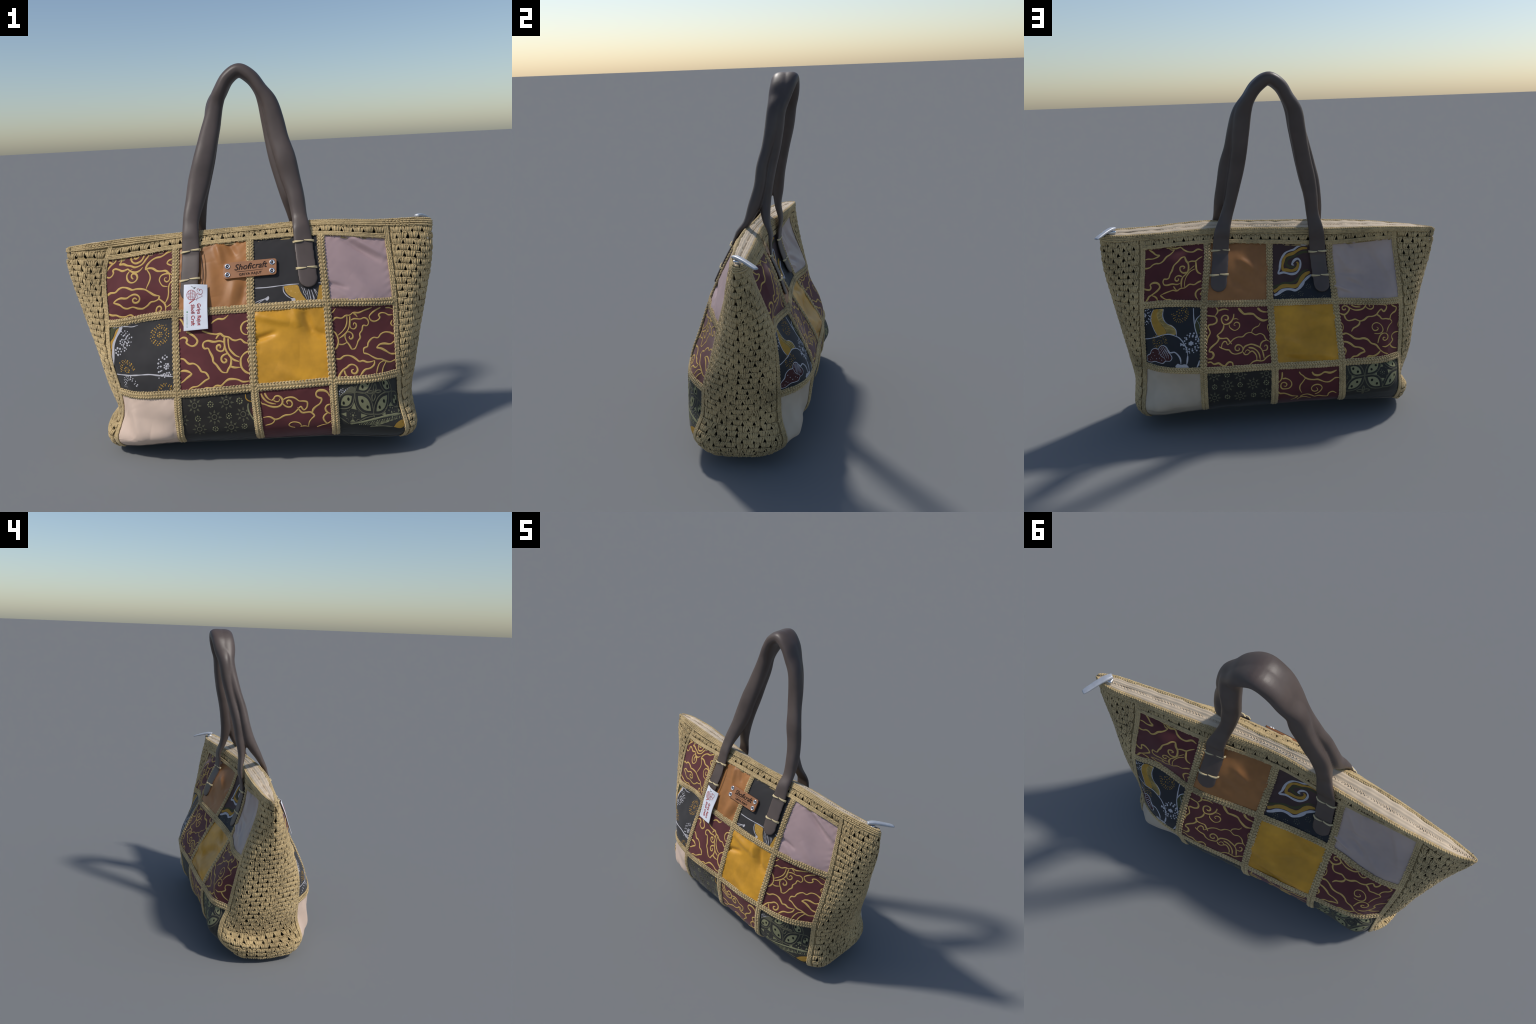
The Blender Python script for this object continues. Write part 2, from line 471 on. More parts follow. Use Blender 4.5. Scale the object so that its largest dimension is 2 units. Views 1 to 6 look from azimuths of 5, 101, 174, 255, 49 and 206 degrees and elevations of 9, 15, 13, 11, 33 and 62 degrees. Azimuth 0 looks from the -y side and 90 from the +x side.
LAYOUT = {  # (face, column, row): cloth ; face 0 front, 6 back
    (0, 0, 0): MAROON, (0, 1, 0): BROWN, (0, 2, 0): BLACK, (0, 3, 0): MAUVE,
    (0, 0, 1): BLACK, (0, 1, 1): MAROON, (0, 2, 1): GOLD, (0, 3, 1): MAROON,
    (0, 0, 2): CREAM, (0, 1, 2): CHARCOAL, (0, 2, 2): MAROON, (0, 3, 2): OLIVE,
    (6, 0, 0): MAROON, (6, 1, 0): BROWN, (6, 2, 0): PLUM, (6, 3, 0): GREY,
    (6, 0, 1): NAVY, (6, 1, 1): MAROON, (6, 2, 1): GOLD, (6, 3, 1): MAROON,
    (6, 0, 2): IVORY, (6, 1, 2): CHARCOAL, (6, 2, 2): MAROON, (6, 3, 2): OLIVE,
}
FOLDS = {
    (0, 1, 0): [(.55, .0, .62, .35, .05, .006), (.70, .0, .80, .25, .05, -.006), (.8, .6, .72, 1., .07, .005), (.95, .55, .86, 1, .05, -.004), (.45, .3, .5, .8, .1, .005)],
    (0, 3, 0): [(.35, .05, .85, .35, .05, -.006), (.45, .0, .95, .28, .05, .006), (.0, .70, .30, .78, .035, -.005), (.15, .80, .45, 1., .06, .004), (.4, .6, .8, .95, .08, .004)],
    (0, 2, 1): [(.05, .10, .50, .22, .06, .007), (.0, .42, .30, .34, .04, -.007), (.55, .05, .62, .30, .06, .006), (.7, .1, .78, .38, .05, -.007), (.8, .35, 1, .45, .05, -.006), (.3, .75, .7, .98, .08, .004), (.1, .55, .6, .6, .12, .005)],
    (0, 0, 2): [(.1, .3, .35, .55, .09, -.006), (.3, .2, .5, .6, .08, .006), (.6, .5, .9, .55, .12, .006)],
    (6, 1, 0): [(.5, .3, .75, .45, .07, .006), (.4, .6, .7, .8, .09, -.005), (.85, .5, 1, .4, .06, .004)],
    (6, 3, 0): [(.1, .1, .3, .5, .06, .005), (.55, .1, .75, .5, .07, -.005), (.75, .3, .9, .65, .06, .005), (.1, .5, .5, .55, .05, -.004), (.0, .72, .25, .82, .035, .006), (.2, .62, .45, .75, .05, -.006), (.3, .1, .35, .4, .07, .005), (.4, .7, .8, .9, .08, .004), (.3, .0, .38, .1, .03, -.005)],
    (0, 0, 1): [(.3, .0, .7, .4, .10, .004), (.2, .6, .8, .75, .10, -.003)],
    (6, 2, 1): [(.0, .55, .4, .65, .07, .006), (.6, .3, 1, .25, .07, .005), (.15, .85, .5, .92, .05, -.006), (.6, .82, .9, .9, .05, .006), (.3, .6, .7, .35, .09, -.007), (.2, .8, .9, .75, .1, .007), (.1, .2, .5, .15, .08, .004), (.5, .05, .8, .2, .06, -.005)],
    (6, 0, 2): [(.2, .15, .3, .6, .08, .004), (.6, .1, .7, .5, .10, -.005), (.1, .5, .5, .7, .12, .005), (.5, .3, .9, .5, .12, -.004)],
}
BULGE = {(0, 3, 1): -.024, (0, 0, 0): -.014, (0, 0, 1): -.002, (0, 0, 2): .006, (6, 0, 0): .016, (6, 0, 1): -.004, (6, 1, 0): .010,
         (6, 3, 1): .004, (6, 3, 0): -.016, (6, 2, 0): -.016, (6, 2, 1): -.010, (0, 1, 1): -.008, (0, 2, 1): -.010}
ROWV = [1, 2, 3, 4.75]
PATCH_END = 1.22    # the lowest patches run on under the bag
PATCH = {}


def patch_uv(key, A, B):
    f, c, r = key
    return f + c + np.asarray(A, float), ROWV[r] + (ROWV[r + 1] - ROWV[r]) * np.asarray(B, float)


def patch_lift(key, A, B):
    A, B = np.asarray(A, float), np.asarray(B, float)
    puff = np.clip(np.sin(math.pi * np.clip(A, 0, 1)) * np.sin(math.pi * np.clip(B, 0, 1)), 0, 1)**.5
    f, c, r = key
    s = f * 3.1 + c * 1.7 + r * 2.3
    wav = .0012 * np.sin(9 * A + 5 * B + s) * np.sin(6 * B - 4 * A + 2 * s)
    pucker = .0007 * np.sin(38 * A + 43 * B + s + 2 * np.sin(7 * A - 5 * B)) * np.exp(-(np.minimum(np.minimum(A, 1 - A), np.minimum(B, 1 - B)) - .05).clip(0) / .05)
    sag = BULGE.get(key, -.006) * np.sin(math.pi * np.clip(A, 0, 1)) * np.sin(math.pi * np.clip(B, 0, 1))
    return -.006 + .003 * puff + sag + wav + pucker + folds(A, B, FOLDS.get(key, []))


for key, mat in LAYOUT.items():
    n = 90
    A, B = np.meshgrid(np.linspace(0, 1, n), np.linspace(0, 1 if key[2] < 2 else PATCH_END, n))
    U, V = patch_uv(key, A, B)
    PATCH[key] = build("fabric_patch", on_skin(U, V, patch_lift(key, A, B)).reshape(-1, 3), grid_faces(n, n), mat)

# ---------------------------------------------------------------------------
# CROCHET: seams between the patches, rim, gussets
# ---------------------------------------------------------------------------
def wob(u):
    return .012 * math.sin(3.1 * u) + .008 * math.sin(7.3 * u + 1)


for face in (0, 6):
    for c in (1, 2, 3):
        u = face + c
        cc = Cords()
        chain_down(cc, u, .96, 4.5)
        o = cc.make("crochet_seam", YARN)
        w = .0175 / .38
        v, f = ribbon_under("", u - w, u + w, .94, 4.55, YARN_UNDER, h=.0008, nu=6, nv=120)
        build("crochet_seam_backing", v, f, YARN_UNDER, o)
    for r in (2, 3):
        cc = Cords()
        for c in range(4):
            chain_across(cc, face + c + (.05 if c else .03), face + c + (.95 if c < 3 else .97), r)
        o = cc.make("crochet_seam", YARN)
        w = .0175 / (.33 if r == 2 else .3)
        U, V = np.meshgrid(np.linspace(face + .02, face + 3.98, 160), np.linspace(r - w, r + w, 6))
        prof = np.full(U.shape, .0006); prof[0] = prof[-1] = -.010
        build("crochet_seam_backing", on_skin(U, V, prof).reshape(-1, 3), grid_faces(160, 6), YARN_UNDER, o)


HOLES = []


def cluster_row(c, u0, u1, v, pitch, height, parity, lift=-.003, r=.0036, plies=9):
    """shells of tall stitches, fanned from a shared foot, with holes between the feet"""
    L = span_u(u0, u1, v)
    n = max(2, int(round(L / pitch)))
    w = L / n
    t = np.linspace(0, 1, 5)
    _, sv = metres((u0 + u1) / 2, v)
    q = np.linspace(u0, u1, 60)
    sq = np.concatenate([[0], np.cumsum(np.linalg.norm(np.diff(skin(q, v), axis=0), axis=1))])
    at = lambda f: float(np.interp(f * sq[-1], sq, q))
    for k in range(n + (1 if parity else 0)):
        u = at(np.clip((k + (0 if parity else .5)) / n, .005, .995))
        for x in np.linspace(-1, 1, plies):
            if parity and ((k == 0 and x < -.05) or (k == n and x > .05)):
                continue
            x += jit(.05)
            foot, head = x * w * .30, x * w * .50
            a = foot + (head - foot) * t**1.35 + jit(.0008)
            b = height * (.50 - 1.0 * t) + jit(.0008)
            c.add(u, v + .10 / float(sv) * .05 * math.sin(9 * u + 3 * v), a, b, lift + .0018 * np.sin(math.pi * t) + .0010 * (1 - abs(x)) - .0013 * math.cos(x * 9.4) + .0008 * (1 - t), r * (1 + jit(.1)))
    for k in range(n + (0 if parity else 1)):
        u = at((k + (.5 if parity else 0)) / n)
        if .25 < k + (.5 if parity else 0) < n - .25:
            HOLES.append((u, v + height * .26 / float(sv), w * .15 * (1 + jit(.10)), height * .33 * (1 + jit(.10))))
    # low chain stitches that tie the heads of the shells
    for k in range(n + (1 if parity else 0)):
        u = at(np.clip((k + (0 if parity else .5)) / n, .005, .995))
        for x in (-.34, -.17, .17, .34):
            stitch(c, u, v, (x * w - .006, -height * .50), (x * w + .006, -height * .43), lift + .0012, r * .9, .0015)


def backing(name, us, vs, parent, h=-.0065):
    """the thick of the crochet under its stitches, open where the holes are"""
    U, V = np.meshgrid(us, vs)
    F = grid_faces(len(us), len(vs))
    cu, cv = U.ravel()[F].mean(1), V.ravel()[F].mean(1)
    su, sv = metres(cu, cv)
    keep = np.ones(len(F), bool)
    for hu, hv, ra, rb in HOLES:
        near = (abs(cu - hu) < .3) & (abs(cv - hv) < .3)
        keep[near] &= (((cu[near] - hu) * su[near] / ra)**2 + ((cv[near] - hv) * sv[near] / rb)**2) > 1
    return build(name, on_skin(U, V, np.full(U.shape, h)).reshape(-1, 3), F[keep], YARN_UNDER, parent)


def arc_rows(u, v0, v1, pitch):
    vs = np.linspace(v0, v1, 200)
    P = skin(u, vs)
    s = np.concatenate([[0], np.cumsum(np.linalg.norm(np.diff(P, axis=0), axis=1))])
    n = int(round(s[-1] / pitch))
    return np.interp((np.arange(n) + .5) / n * s[-1], s, vs), s[-1] / n


for uc in (5, 11):
    HOLES.clear()
    cc = Cords()
    vs, ph = arc_rows(uc, .33, 5.2, .0325)
    for k, v in enumerate(vs):
        su, _ = metres(uc + np.array([-.75, .75]), v)
        d0, d1 = .029 / su[0], .029 / su[1]
        cluster_row(cc, uc - 1 + d0, uc + 1 - d1, v, .058, ph, k % 2)
    o = cc.make("crochet_gusset", YARN)
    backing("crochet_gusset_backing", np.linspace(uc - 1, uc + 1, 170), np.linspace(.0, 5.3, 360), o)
    # borders that edge the gusset along both faces
    cc = Cords()
    for s in (-1, 1):
        for k, off in enumerate((.006, .0145, .023)):
            n = 96
            for v in np.linspace(.33, 5.0, n):
                su, _ = metres(uc + s * .97, v)
                u = uc + s * (1 - (off - .006) / float(su))
                for q in (-.0025, .0025):
                    stitch(cc, u, v, (-s * .004, q - .009), (s * .004, q + .009), -.003, .0036, .002)
    cc.make("crochet_gusset_border", YARN, o)

# the rim: cord rows and one row of shells right round the top
HOLES.clear()
cc = Cords()
for f0, f1 in ((0, 4), (4, 6), (6, 10), (10, 12)):
    if f1 - f0 == 4:
        cluster_row(cc, f0, f1, .56, .056, .030, 0, -.002, .0036)
    for v, sg in ((.06, 1), (.16, -1), (.27, 1), (.80, -1), (.89, 1), (.97, -1)):
        if v > .5 and f1 - f0 == 2:
            continue
        n = int(span_u(f0, f1, v) / .0125)
        for u in np.linspace(f0, f1, n, endpoint=False):
            for q in (-.003, .003):
                stitch(cc, u, v, (q - .008, sg * .0035), (q + .008, -sg * .0035), .000, .0036, .0025)
rimo = cc.make("crochet_rim", YARN)
for f0 in (0, 6):
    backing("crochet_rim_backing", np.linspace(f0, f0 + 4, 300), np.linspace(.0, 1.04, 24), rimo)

# ---------------------------------------------------------------------------
# ZIPPER
# ---------------------------------------------------------------------------
m = 220
xs = np.linspace(-.955, .958, m)
uf = np.array([nearest_u for nearest_u in np.interp(xs, np.array([-.97, -.895, -.70, -.36, .03, .40, .72, .895, .968]), np.array([-1, -.5, 0, 1, 2, 3, 4, 4.5, 5]))])
ub = np.interp(xs, np.array([-.97, -.895, -.72, -.35, .01, .38, .73, .895, .968]), np.array([11, 10.5, 10, 9, 8, 7, 6, 5.5, 5]))
Fp, Bp = skin(np.mod(uf, 12), 0 * uf), skin(ub, 0 * ub)
t = np.linspace(.06, .94, 25)
prof = .003 + .004 * np.sin(math.pi * np.clip(t, 0, 1)) - .003 * np.exp(-((t - .5) / .10)**2) + .0025 * np.exp(-((t - .2) / .06)**2) + .0025 * np.exp(-((t - .8) / .06)**2) + .0022 * np.exp(-((t - .36) / .03)**2) + .0022 * np.exp(-((t - .64) / .03)**2)
Z = Fp[None] * (1 - t)[:, None, None] + Bp[None] * t[:, None, None]
ends = np.clip(np.minimum(xs + .955, .958 - xs) / .10, 0, 1)**.5
Z[..., 2] += prof[:, None] * ends[None] + (.0015 * np.sin(xs * 37) + .001 * np.sin(xs * 83 + 1))[None]
zipper = build("zipper_tape", Z.reshape(-1, 3), grid_faces(m, 25)[:, ::-1], TAPE)
# crochet lips that fold over onto the tape from either side
lip_v, lip_f, lip_o = [], [], 0
C_, N_, R_ = [], [], []
for t0, sg in ((.02, 1), (.09, -1), (.91, 1), (.98, -1)):
    Q = Fp * (1 - t0) + Bp * t0
    L_ = np.concatenate([[0], np.cumsum(np.linalg.norm(np.diff(Q, axis=0), axis=1))])
    across = Bp - Fp
    k_ = int(L_[-1] / .0125)
    tt = np.linspace(-.5, .5, 5)
    for c0 in np.linspace(.012, L_[-1] - .012, k_):
        p = np.stack([np.interp(c0 + tt * .017, L_, Q[:, j]) for j in range(3)], -1)
        a_ = np.array([np.interp(c0, L_, across[:, j]) for j in range(3)])
        p = p + sg * tt[:, None] * .007 * a_ / (np.linalg.norm(a_) + 1e-6)
        p[:, 2] += .002 + .002 * np.cos(math.pi * tt) + jit(.0005)
        C_.append(p); N_.append(np.tile([0, 0, 1.], (5, 1))); R_.append(.0044 * np.array([.5, .95, 1.05, .95, .5]))
lv, lf = tube_batch(np.array(C_), np.array(N_), np.array(R_))
build("crochet_lip", lv, lf, YARN, rimo, stuff=True)
t2 = np.linspace(-.02, 1.02, 9)
Zb = Fp[None] * (1 - t2)[:, None, None] + Bp[None] * t2[:, None, None]
Zb[..., 2] -= .0015
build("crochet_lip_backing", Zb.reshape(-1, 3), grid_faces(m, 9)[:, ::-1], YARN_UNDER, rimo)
Zc = (Fp + Bp) / 2
Zc[:, 2] += .0050
seg = np.concatenate([[0], np.cumsum(np.linalg.norm(np.diff(Zc, axis=0), axis=1))])
nt_ = int(seg[-1] / .0085)
pos = np.stack([np.interp(np.linspace(.01, seg[-1] - .05, nt_), seg, Zc[:, k]) for k in range(3)], -1)
parts = []
box = np.array([[x, y, z] for x in (-1, 1) for y in (-1, 1) for z in (-1, 1)], float)
bf = np.array([[0, 1, 3, 2], [4, 6, 7, 5], [0, 4, 5, 1], [2, 3, 7, 6], [0, 2, 6, 4], [1, 5, 7, 3]])
for k, p in enumerate(pos):
    parts.append((p + box * (.0020, .0040, .0010) + (0, (.0025 if k % 2 else -.0025), 0), bf))
vs, fs, off = [], [], 0
for v, f in parts:
    vs.append(v); fs.append(f + off); off += 8
build("zipper_teeth", np.concatenate(vs), np.concatenate(fs), TEETH, zipper, smooth=False, stuff=True)


def rounded_box(name, size, at, mat, rot=None, bevel=.003, parent=None, seg=3):
    me = bpy.data.meshes.new(name)
    bm = bmesh.new()
    bmesh.ops.create_cube(bm, size=1)
    bmesh.ops.scale(bm, vec=size, verts=bm.verts)
    bmesh.ops.bevel(bm, geom=list(bm.edges), offset=bevel, segments=seg, affect='EDGES', profile=.5)
    bm.to_mesh(me); bm.free()
    me.polygons.foreach_set("use_smooth", np.ones(len(me.polygons), bool))
    me.materials.append(mat)
    o = bpy.data.objects.new(name, me)
    bpy.context.collection.objects.link(o)
    o.location = at
    if rot is not None:
        o.rotation_mode = 'QUATERNION'
        o.rotation_quaternion = rot
    o.parent = parent or bag
    return o


def sweep(name, path, ring_fn, mat, parent=None, sides=20, side=None, caps=True):
    """loft a rounded section along a path; ring_fn(k) gives (half width, half depth)"""
    P = np.asarray(path, float)
    T = np.gradient(P, axis=0)
    T /= np.linalg.norm(T, axis=1, keepdims=True)
    D = np.asarray(side, float)
    D = D - (D * T).sum(1, keepdims=True) * T
    D /= np.linalg.norm(D, axis=1, keepdims=True)
    W = np.cross(T, D)
    a = np.arange(sides) * 2 * math.pi / sides
    ca, sa = np.cos(a), np.sin(a)
    vs = []
    for k in range(len(P)):
        w, d, e = ring_fn(k)
        x = np.sign(ca) * abs(ca)**e * w
        y = np.sign(sa) * abs(sa)**e * d
        vs.append(P[k] + x[:, None] * W[k] + y[:, None] * D[k])
    vs = np.concatenate(vs)
    n = len(P)
    faces = [tuple(f) for f in grid_faces(sides, n, True)]
    if caps:
        faces.append(tuple(range(sides)))
        faces.append(tuple(reversed(range((n - 1) * sides, n * sides))))
    o = build(name, vs, faces, mat, parent)
    bm = bmesh.new(); bm.from_mesh(o.data)
    bmesh.ops.recalc_face_normals(bm, faces=bm.faces)
    bm.to_mesh(o.data); bm.free()
    return o


def catmull(P, n):
    """smooth curve through hand-set stations, spaced by chord"""
    P = np.asarray(P, float)
    k = np.concatenate([[0], np.cumsum(np.linalg.norm(np.diff(P[:, :3], axis=0), axis=1)**.7)])
    M = tangents(k, P)
    return hermite(k, P, M, np.linspace(0, k[-1], n))


# slider and pull at the right-hand end
a0, a1 = Vector((.915, .078, 1.163)), Vector((.982, .190, 1.134))
rounded_box("zipper_slider", (.046, .030, .020), (.905, .074, 1.150), CHROME, bevel=.006, parent=zipper)
pp = catmull([(.893, .056, 1.170, .012, .007), (.908, .078, 1.170, .0150, .0085), (.932, .112, 1.162, .0150, .0085), (.957, .150, 1.149, .0145, .0075), (.972, .172, 1.141, .0140, .006), (.981, .185, 1.136, .011, .004)], 24)
sweep("zipper_pull", pp[:, :3], lambda k: (pp[k, 3], pp[k, 4], .6), PULL, zipper, side=np.tile([.1, .25, 1.], (24, 1)))

# ---------------------------------------------------------------------------
# HANDLES: two leather straps, flat tongues on the panels, padded above the rim
# ---------------------------------------------------------------------------
def tongue(face, top, end, n=12, lift=.0050):
    """stations on the skin from the rounded end up to the rim: centre, half width, half depth, normal"""
    u0, v0 = nearest(top, face + .2, face + 3.8)
    u1, v1 = nearest(end, face + .2, face + 3.8)
    k = np.linspace(1, 0, n)
    uu, vv = u0 + (u1 - u0) * k, v0 + (v1 - v0) * k
    return uu, vv, on_skin(uu, vv, np.full(n, lift)), frame(uu, vv)


STRAPS = {
    0: dict(ends=(((.304, -.069, 1.079), (.324, -.165, .851)), ((-.273, -.094, 1.064), (-.281, -.19, .815))),
            loop=[(0.297, -0.050, 1.145, 0.0455, 0.0150), (0.289, 0.000, 1.200, 0.0407, 0.0220), (0.274, 0.043, 1.300, 0.0456, 0.0330), (0.250, 0.072, 1.400, 0.0514, 0.0310),
                  (0.227, 0.086, 1.500, 0.0543, 0.0312), (0.198, 0.114, 1.600, 0.0514, 0.0321), (0.176, 0.137, 1.700, 0.0490, 0.0367), (0.149, 0.150, 1.800, 0.0430, 0.0408),
                  (0.111, 0.165, 1.861, 0.0365, 0.0539), (0.063, 0.172, 1.928, 0.0360, 0.0562), (-0.003, 0.177, 1.965, 0.0365, 0.0573),
                  (-0.063, 0.176, 1.929, 0.0360, 0.0562), (-0.105, 0.174, 1.863, 0.0360, 0.0539), (-0.132, 0.169, 1.800, 0.0410, 0.0408), (-0.155, 0.148, 1.700, 0.0480, 0.0367),
                  (-0.182, 0.121, 1.600, 0.0534, 0.0321), (-0.207, 0.090, 1.500, 0.0572, 0.0312), (-0.231, 0.070, 1.400, 0.0572, 0.0310), (-0.254, 0.040, 1.300, 0.0495, 0.0340),
                  (-0.273, -0.018, 1.200, 0.0427, 0.0220), (-0.274, -0.060, 1.125, 0.0455, 0.0150)]),
    6: dict(ends=(((.296, .137, 1.034), (.329, .21, .796)), ((-.270, .075, .979), (-.287, .129, .730))),
            loop=[(0.284, 0.130, 1.125, 0.0455, 0.0120), (0.259, 0.106, 1.200, 0.0364, 0.0210), (0.227, 0.094, 1.300, 0.0360, 0.0330), (0.203, 0.109, 1.400, 0.0407, 0.0300),
                  (0.181, 0.127, 1.500, 0.0446, 0.0312), (0.164, 0.151, 1.600, 0.0448, 0.0321), (0.151, 0.166, 1.700, 0.0467, 0.0345), (0.133, 0.176, 1.800, 0.0450, 0.0377),
                  (0.105, 0.186, 1.861, 0.0365, 0.0494), (0.055, 0.207, 1.929, 0.0360, 0.0517), (-0.006, 0.219, 1.966, 0.0365, 0.0528),
                  (-0.065, 0.215, 1.929, 0.0360, 0.0517), (-0.105, 0.203, 1.863, 0.0360, 0.0494), (-0.141, 0.196, 1.800, 0.0420, 0.0377), (-0.157, 0.182, 1.700, 0.0457, 0.0335),
                  (-0.175, 0.159, 1.600, 0.0448, 0.0312), (-0.195, 0.136, 1.500, 0.0465, 0.0292), (-0.217, 0.112, 1.400, 0.0456, 0.0300), (-0.235, 0.094, 1.300, 0.0399, 0.0330),
                  (-0.245, 0.088, 1.200, 0.0374, 0.0210), (-0.262, 0.100, 1.100, 0.0455, 0.0120)]),
}
HALF = .0490
TONGUES = {}
PIECES = {}
for face, d in STRAPS.items():
    stations, sides_ = [], []
    for e, (top, end) in enumerate(d["ends"]):
        uu, vv, C, N = tongue(face, top, end)
        TONGUES[face, e] = (uu, vv)
        s = np.concatenate([[0], np.cumsum(np.linalg.norm(np.diff(C, axis=0), axis=1))])
        # finer stations in the rounded end
        q = np.concatenate([HALF * (1 - np.cos(np.linspace(.12, math.pi / 2, 8))), np.linspace(HALF * 1.3, s[-1], 8)])
        w = np.where(q < HALF, np.sqrt(np.clip(1 - (1 - q / HALF)**2, 0, 1)), 1) * HALF
        c = np.stack([np.interp(q, s, C[:, k]) for k in range(3)], -1)
        nn = np.stack([np.interp(q, s, N[:, k]) for k in range(3)], -1)
        st = np.concatenate([c, w[:, None], np.full((len(q), 1), .0056)], 1)
        stations.append((st, nn))
    loop = np.array(d["loop"])
    ysign = -1 if face == 0 else 1
    mid = catmull(np.concatenate([stations[0][0][-2:], loop, stations[1][0][-2:][::-1]]), 170)
    mid = mid[8:-8]
    nmid = np.tile([0., ysign, 0.], (len(mid), 1))
    for k in range(12):                                   # ease from the panel's normal into the loop's own
        f = k / 12
        nmid[k] = stations[0][1][-1] * (1 - f) + nmid[k] * f
        nmid[-1 - k] = stations[1][1][-1] * (1 - f) + nmid[-1 - k] * f
    full = np.concatenate([stations[0][0][:-1], mid, stations[1][0][:-1][::-1]])
    nn = np.concatenate([stations[0][1][:-1], nmid, stations[1][1][:-1][::-1]])
    pos = np.arange(len(full))
    wr = 1 + .008 * np.sin(pos * .31 + face) + .012 * np.sin(pos * .13 + 2 * face)
    wr[:24] = wr[-24:] = 1
    PIECES[face] = (full, sweep("leather_handle", full[:, :3], lambda k: (full[k, 3] * wr[k], full[k, 4] * wr[k], .6 if full[k, 4] < .012 else .85),
                                STRAP, side=nn, sides=28))

# above the rim the two straps press into one creased bundle: fuse them, then part them again along the crease
bpy.ops.object.select_all(action='DESELECT')
tmp = bpy.data.meshes.new("bundle")
bm = bmesh.new()
for _, o in PIECES.values():
    bm.from_mesh(o.data)
bm.to_mesh(tmp); bm.free()
bundle = bpy.data.objects.new("bundle", tmp)
bpy.context.collection.objects.link(bundle)
mod = bundle.modifiers.new("fuse", 'REMESH'); mod.mode = 'VOXEL'; mod.voxel_size = .0042
mod = bundle.modifiers.new("ease", 'SMOOTH'); mod.factor = .5; mod.iterations = 9
bpy.context.view_layer.update()
fused = bpy.data.meshes.new_from_object(bundle.evaluated_get(bpy.context.evaluated_depsgraph_get()))
bpy.data.objects.remove(bundle)
fv = np.array([tuple(v.co) for v in fused.vertices])
fn = np.array([tuple(v.normal) for v in fused.vertices])
# the worn leather: soft dents and pinches above the rim
free = np.clip((fv[:, 2] - 1.14) / .08, 0, 1)
wear = np.array([.0022 * noise.noise(Vector((p[0] * 6, p[1] * 6, p[2] * 5))) + .0016 * noise.noise(Vector((p[0] * 16, p[1] * 16, p[2] * 6 + 3))) for p in fv])
fv = fv + fn * (wear * free)[:, None]
fused.vertices.foreach_set("co", fv.ravel())
fused.update()
fn = np.array([tuple(v.normal) for v in fused.vertices])
fp = [tuple(p.vertices) for p in fused.polygons]
fc = np.array([fv[list(p)].mean(0) for p in fp])
dist = {}
for face, (full, o) in PIECES.items():
    line = np.stack([np.interp(np.linspace(0, 1, 500), np.linspace(0, 1, len(full)), full[:, k]) for k in range(3)], -1)
    dist[face] = np.array([np.linalg.norm(line - c, axis=1).min() for c in fc])
    old = o.data
    bpy.data.objects.remove(o); bpy.data.meshes.remove(old)
HANDLE = {}
for face in (0, 6):
    mine = np.nonzero((dist[0] <= dist[6]) == (face == 0))[0]
    used = np.unique(np.concatenate([fp[i] for i in mine]))
    idx = {int(v): k for k, v in enumerate(used)}
    o = build("leather_handle", fv[used], [tuple(idx[v] for v in fp[i]) for i in mine], STRAP)
    o.data.normals_split_custom_set_from_vertices([tuple(n) for n in fn[used]])
    HANDLE[face] = o

for face in (0, 6):
    strap = HANDLE[face]
    for e in (0, 1):
        uu, vv = TONGUES[face, e]
        cc = Cords()
        t = np.linspace(0, 1, 5)
        frac = ((.43, 1.0) if e == 0 and face == 0 else (.43, 1.0))
        for fr in ((.40, .97)):
            u, v = np.interp(fr, np.linspace(0, 1, 12), uu), np.interp(fr, np.linspace(0, 1, 12), vv)
            for sgn in (-1, 1):
                for o in (-1, 1):
                    aa = sgn * (.002 + (.053 - .002) * t)
                    bb = sgn * -.002 + o * .0034 * t + .002 * np.sin(t * 3)
                    hh = np.array([.0115, .0135, .0135, .012, .002]) + (.0055 if fr > .9 else 0)
                    cc.add(u, v, aa, bb, hh, .0035)
        cc.make("handle_stitch", YARN_LIGHT, strap, taper=(.8, 1, 1, 1, .8))


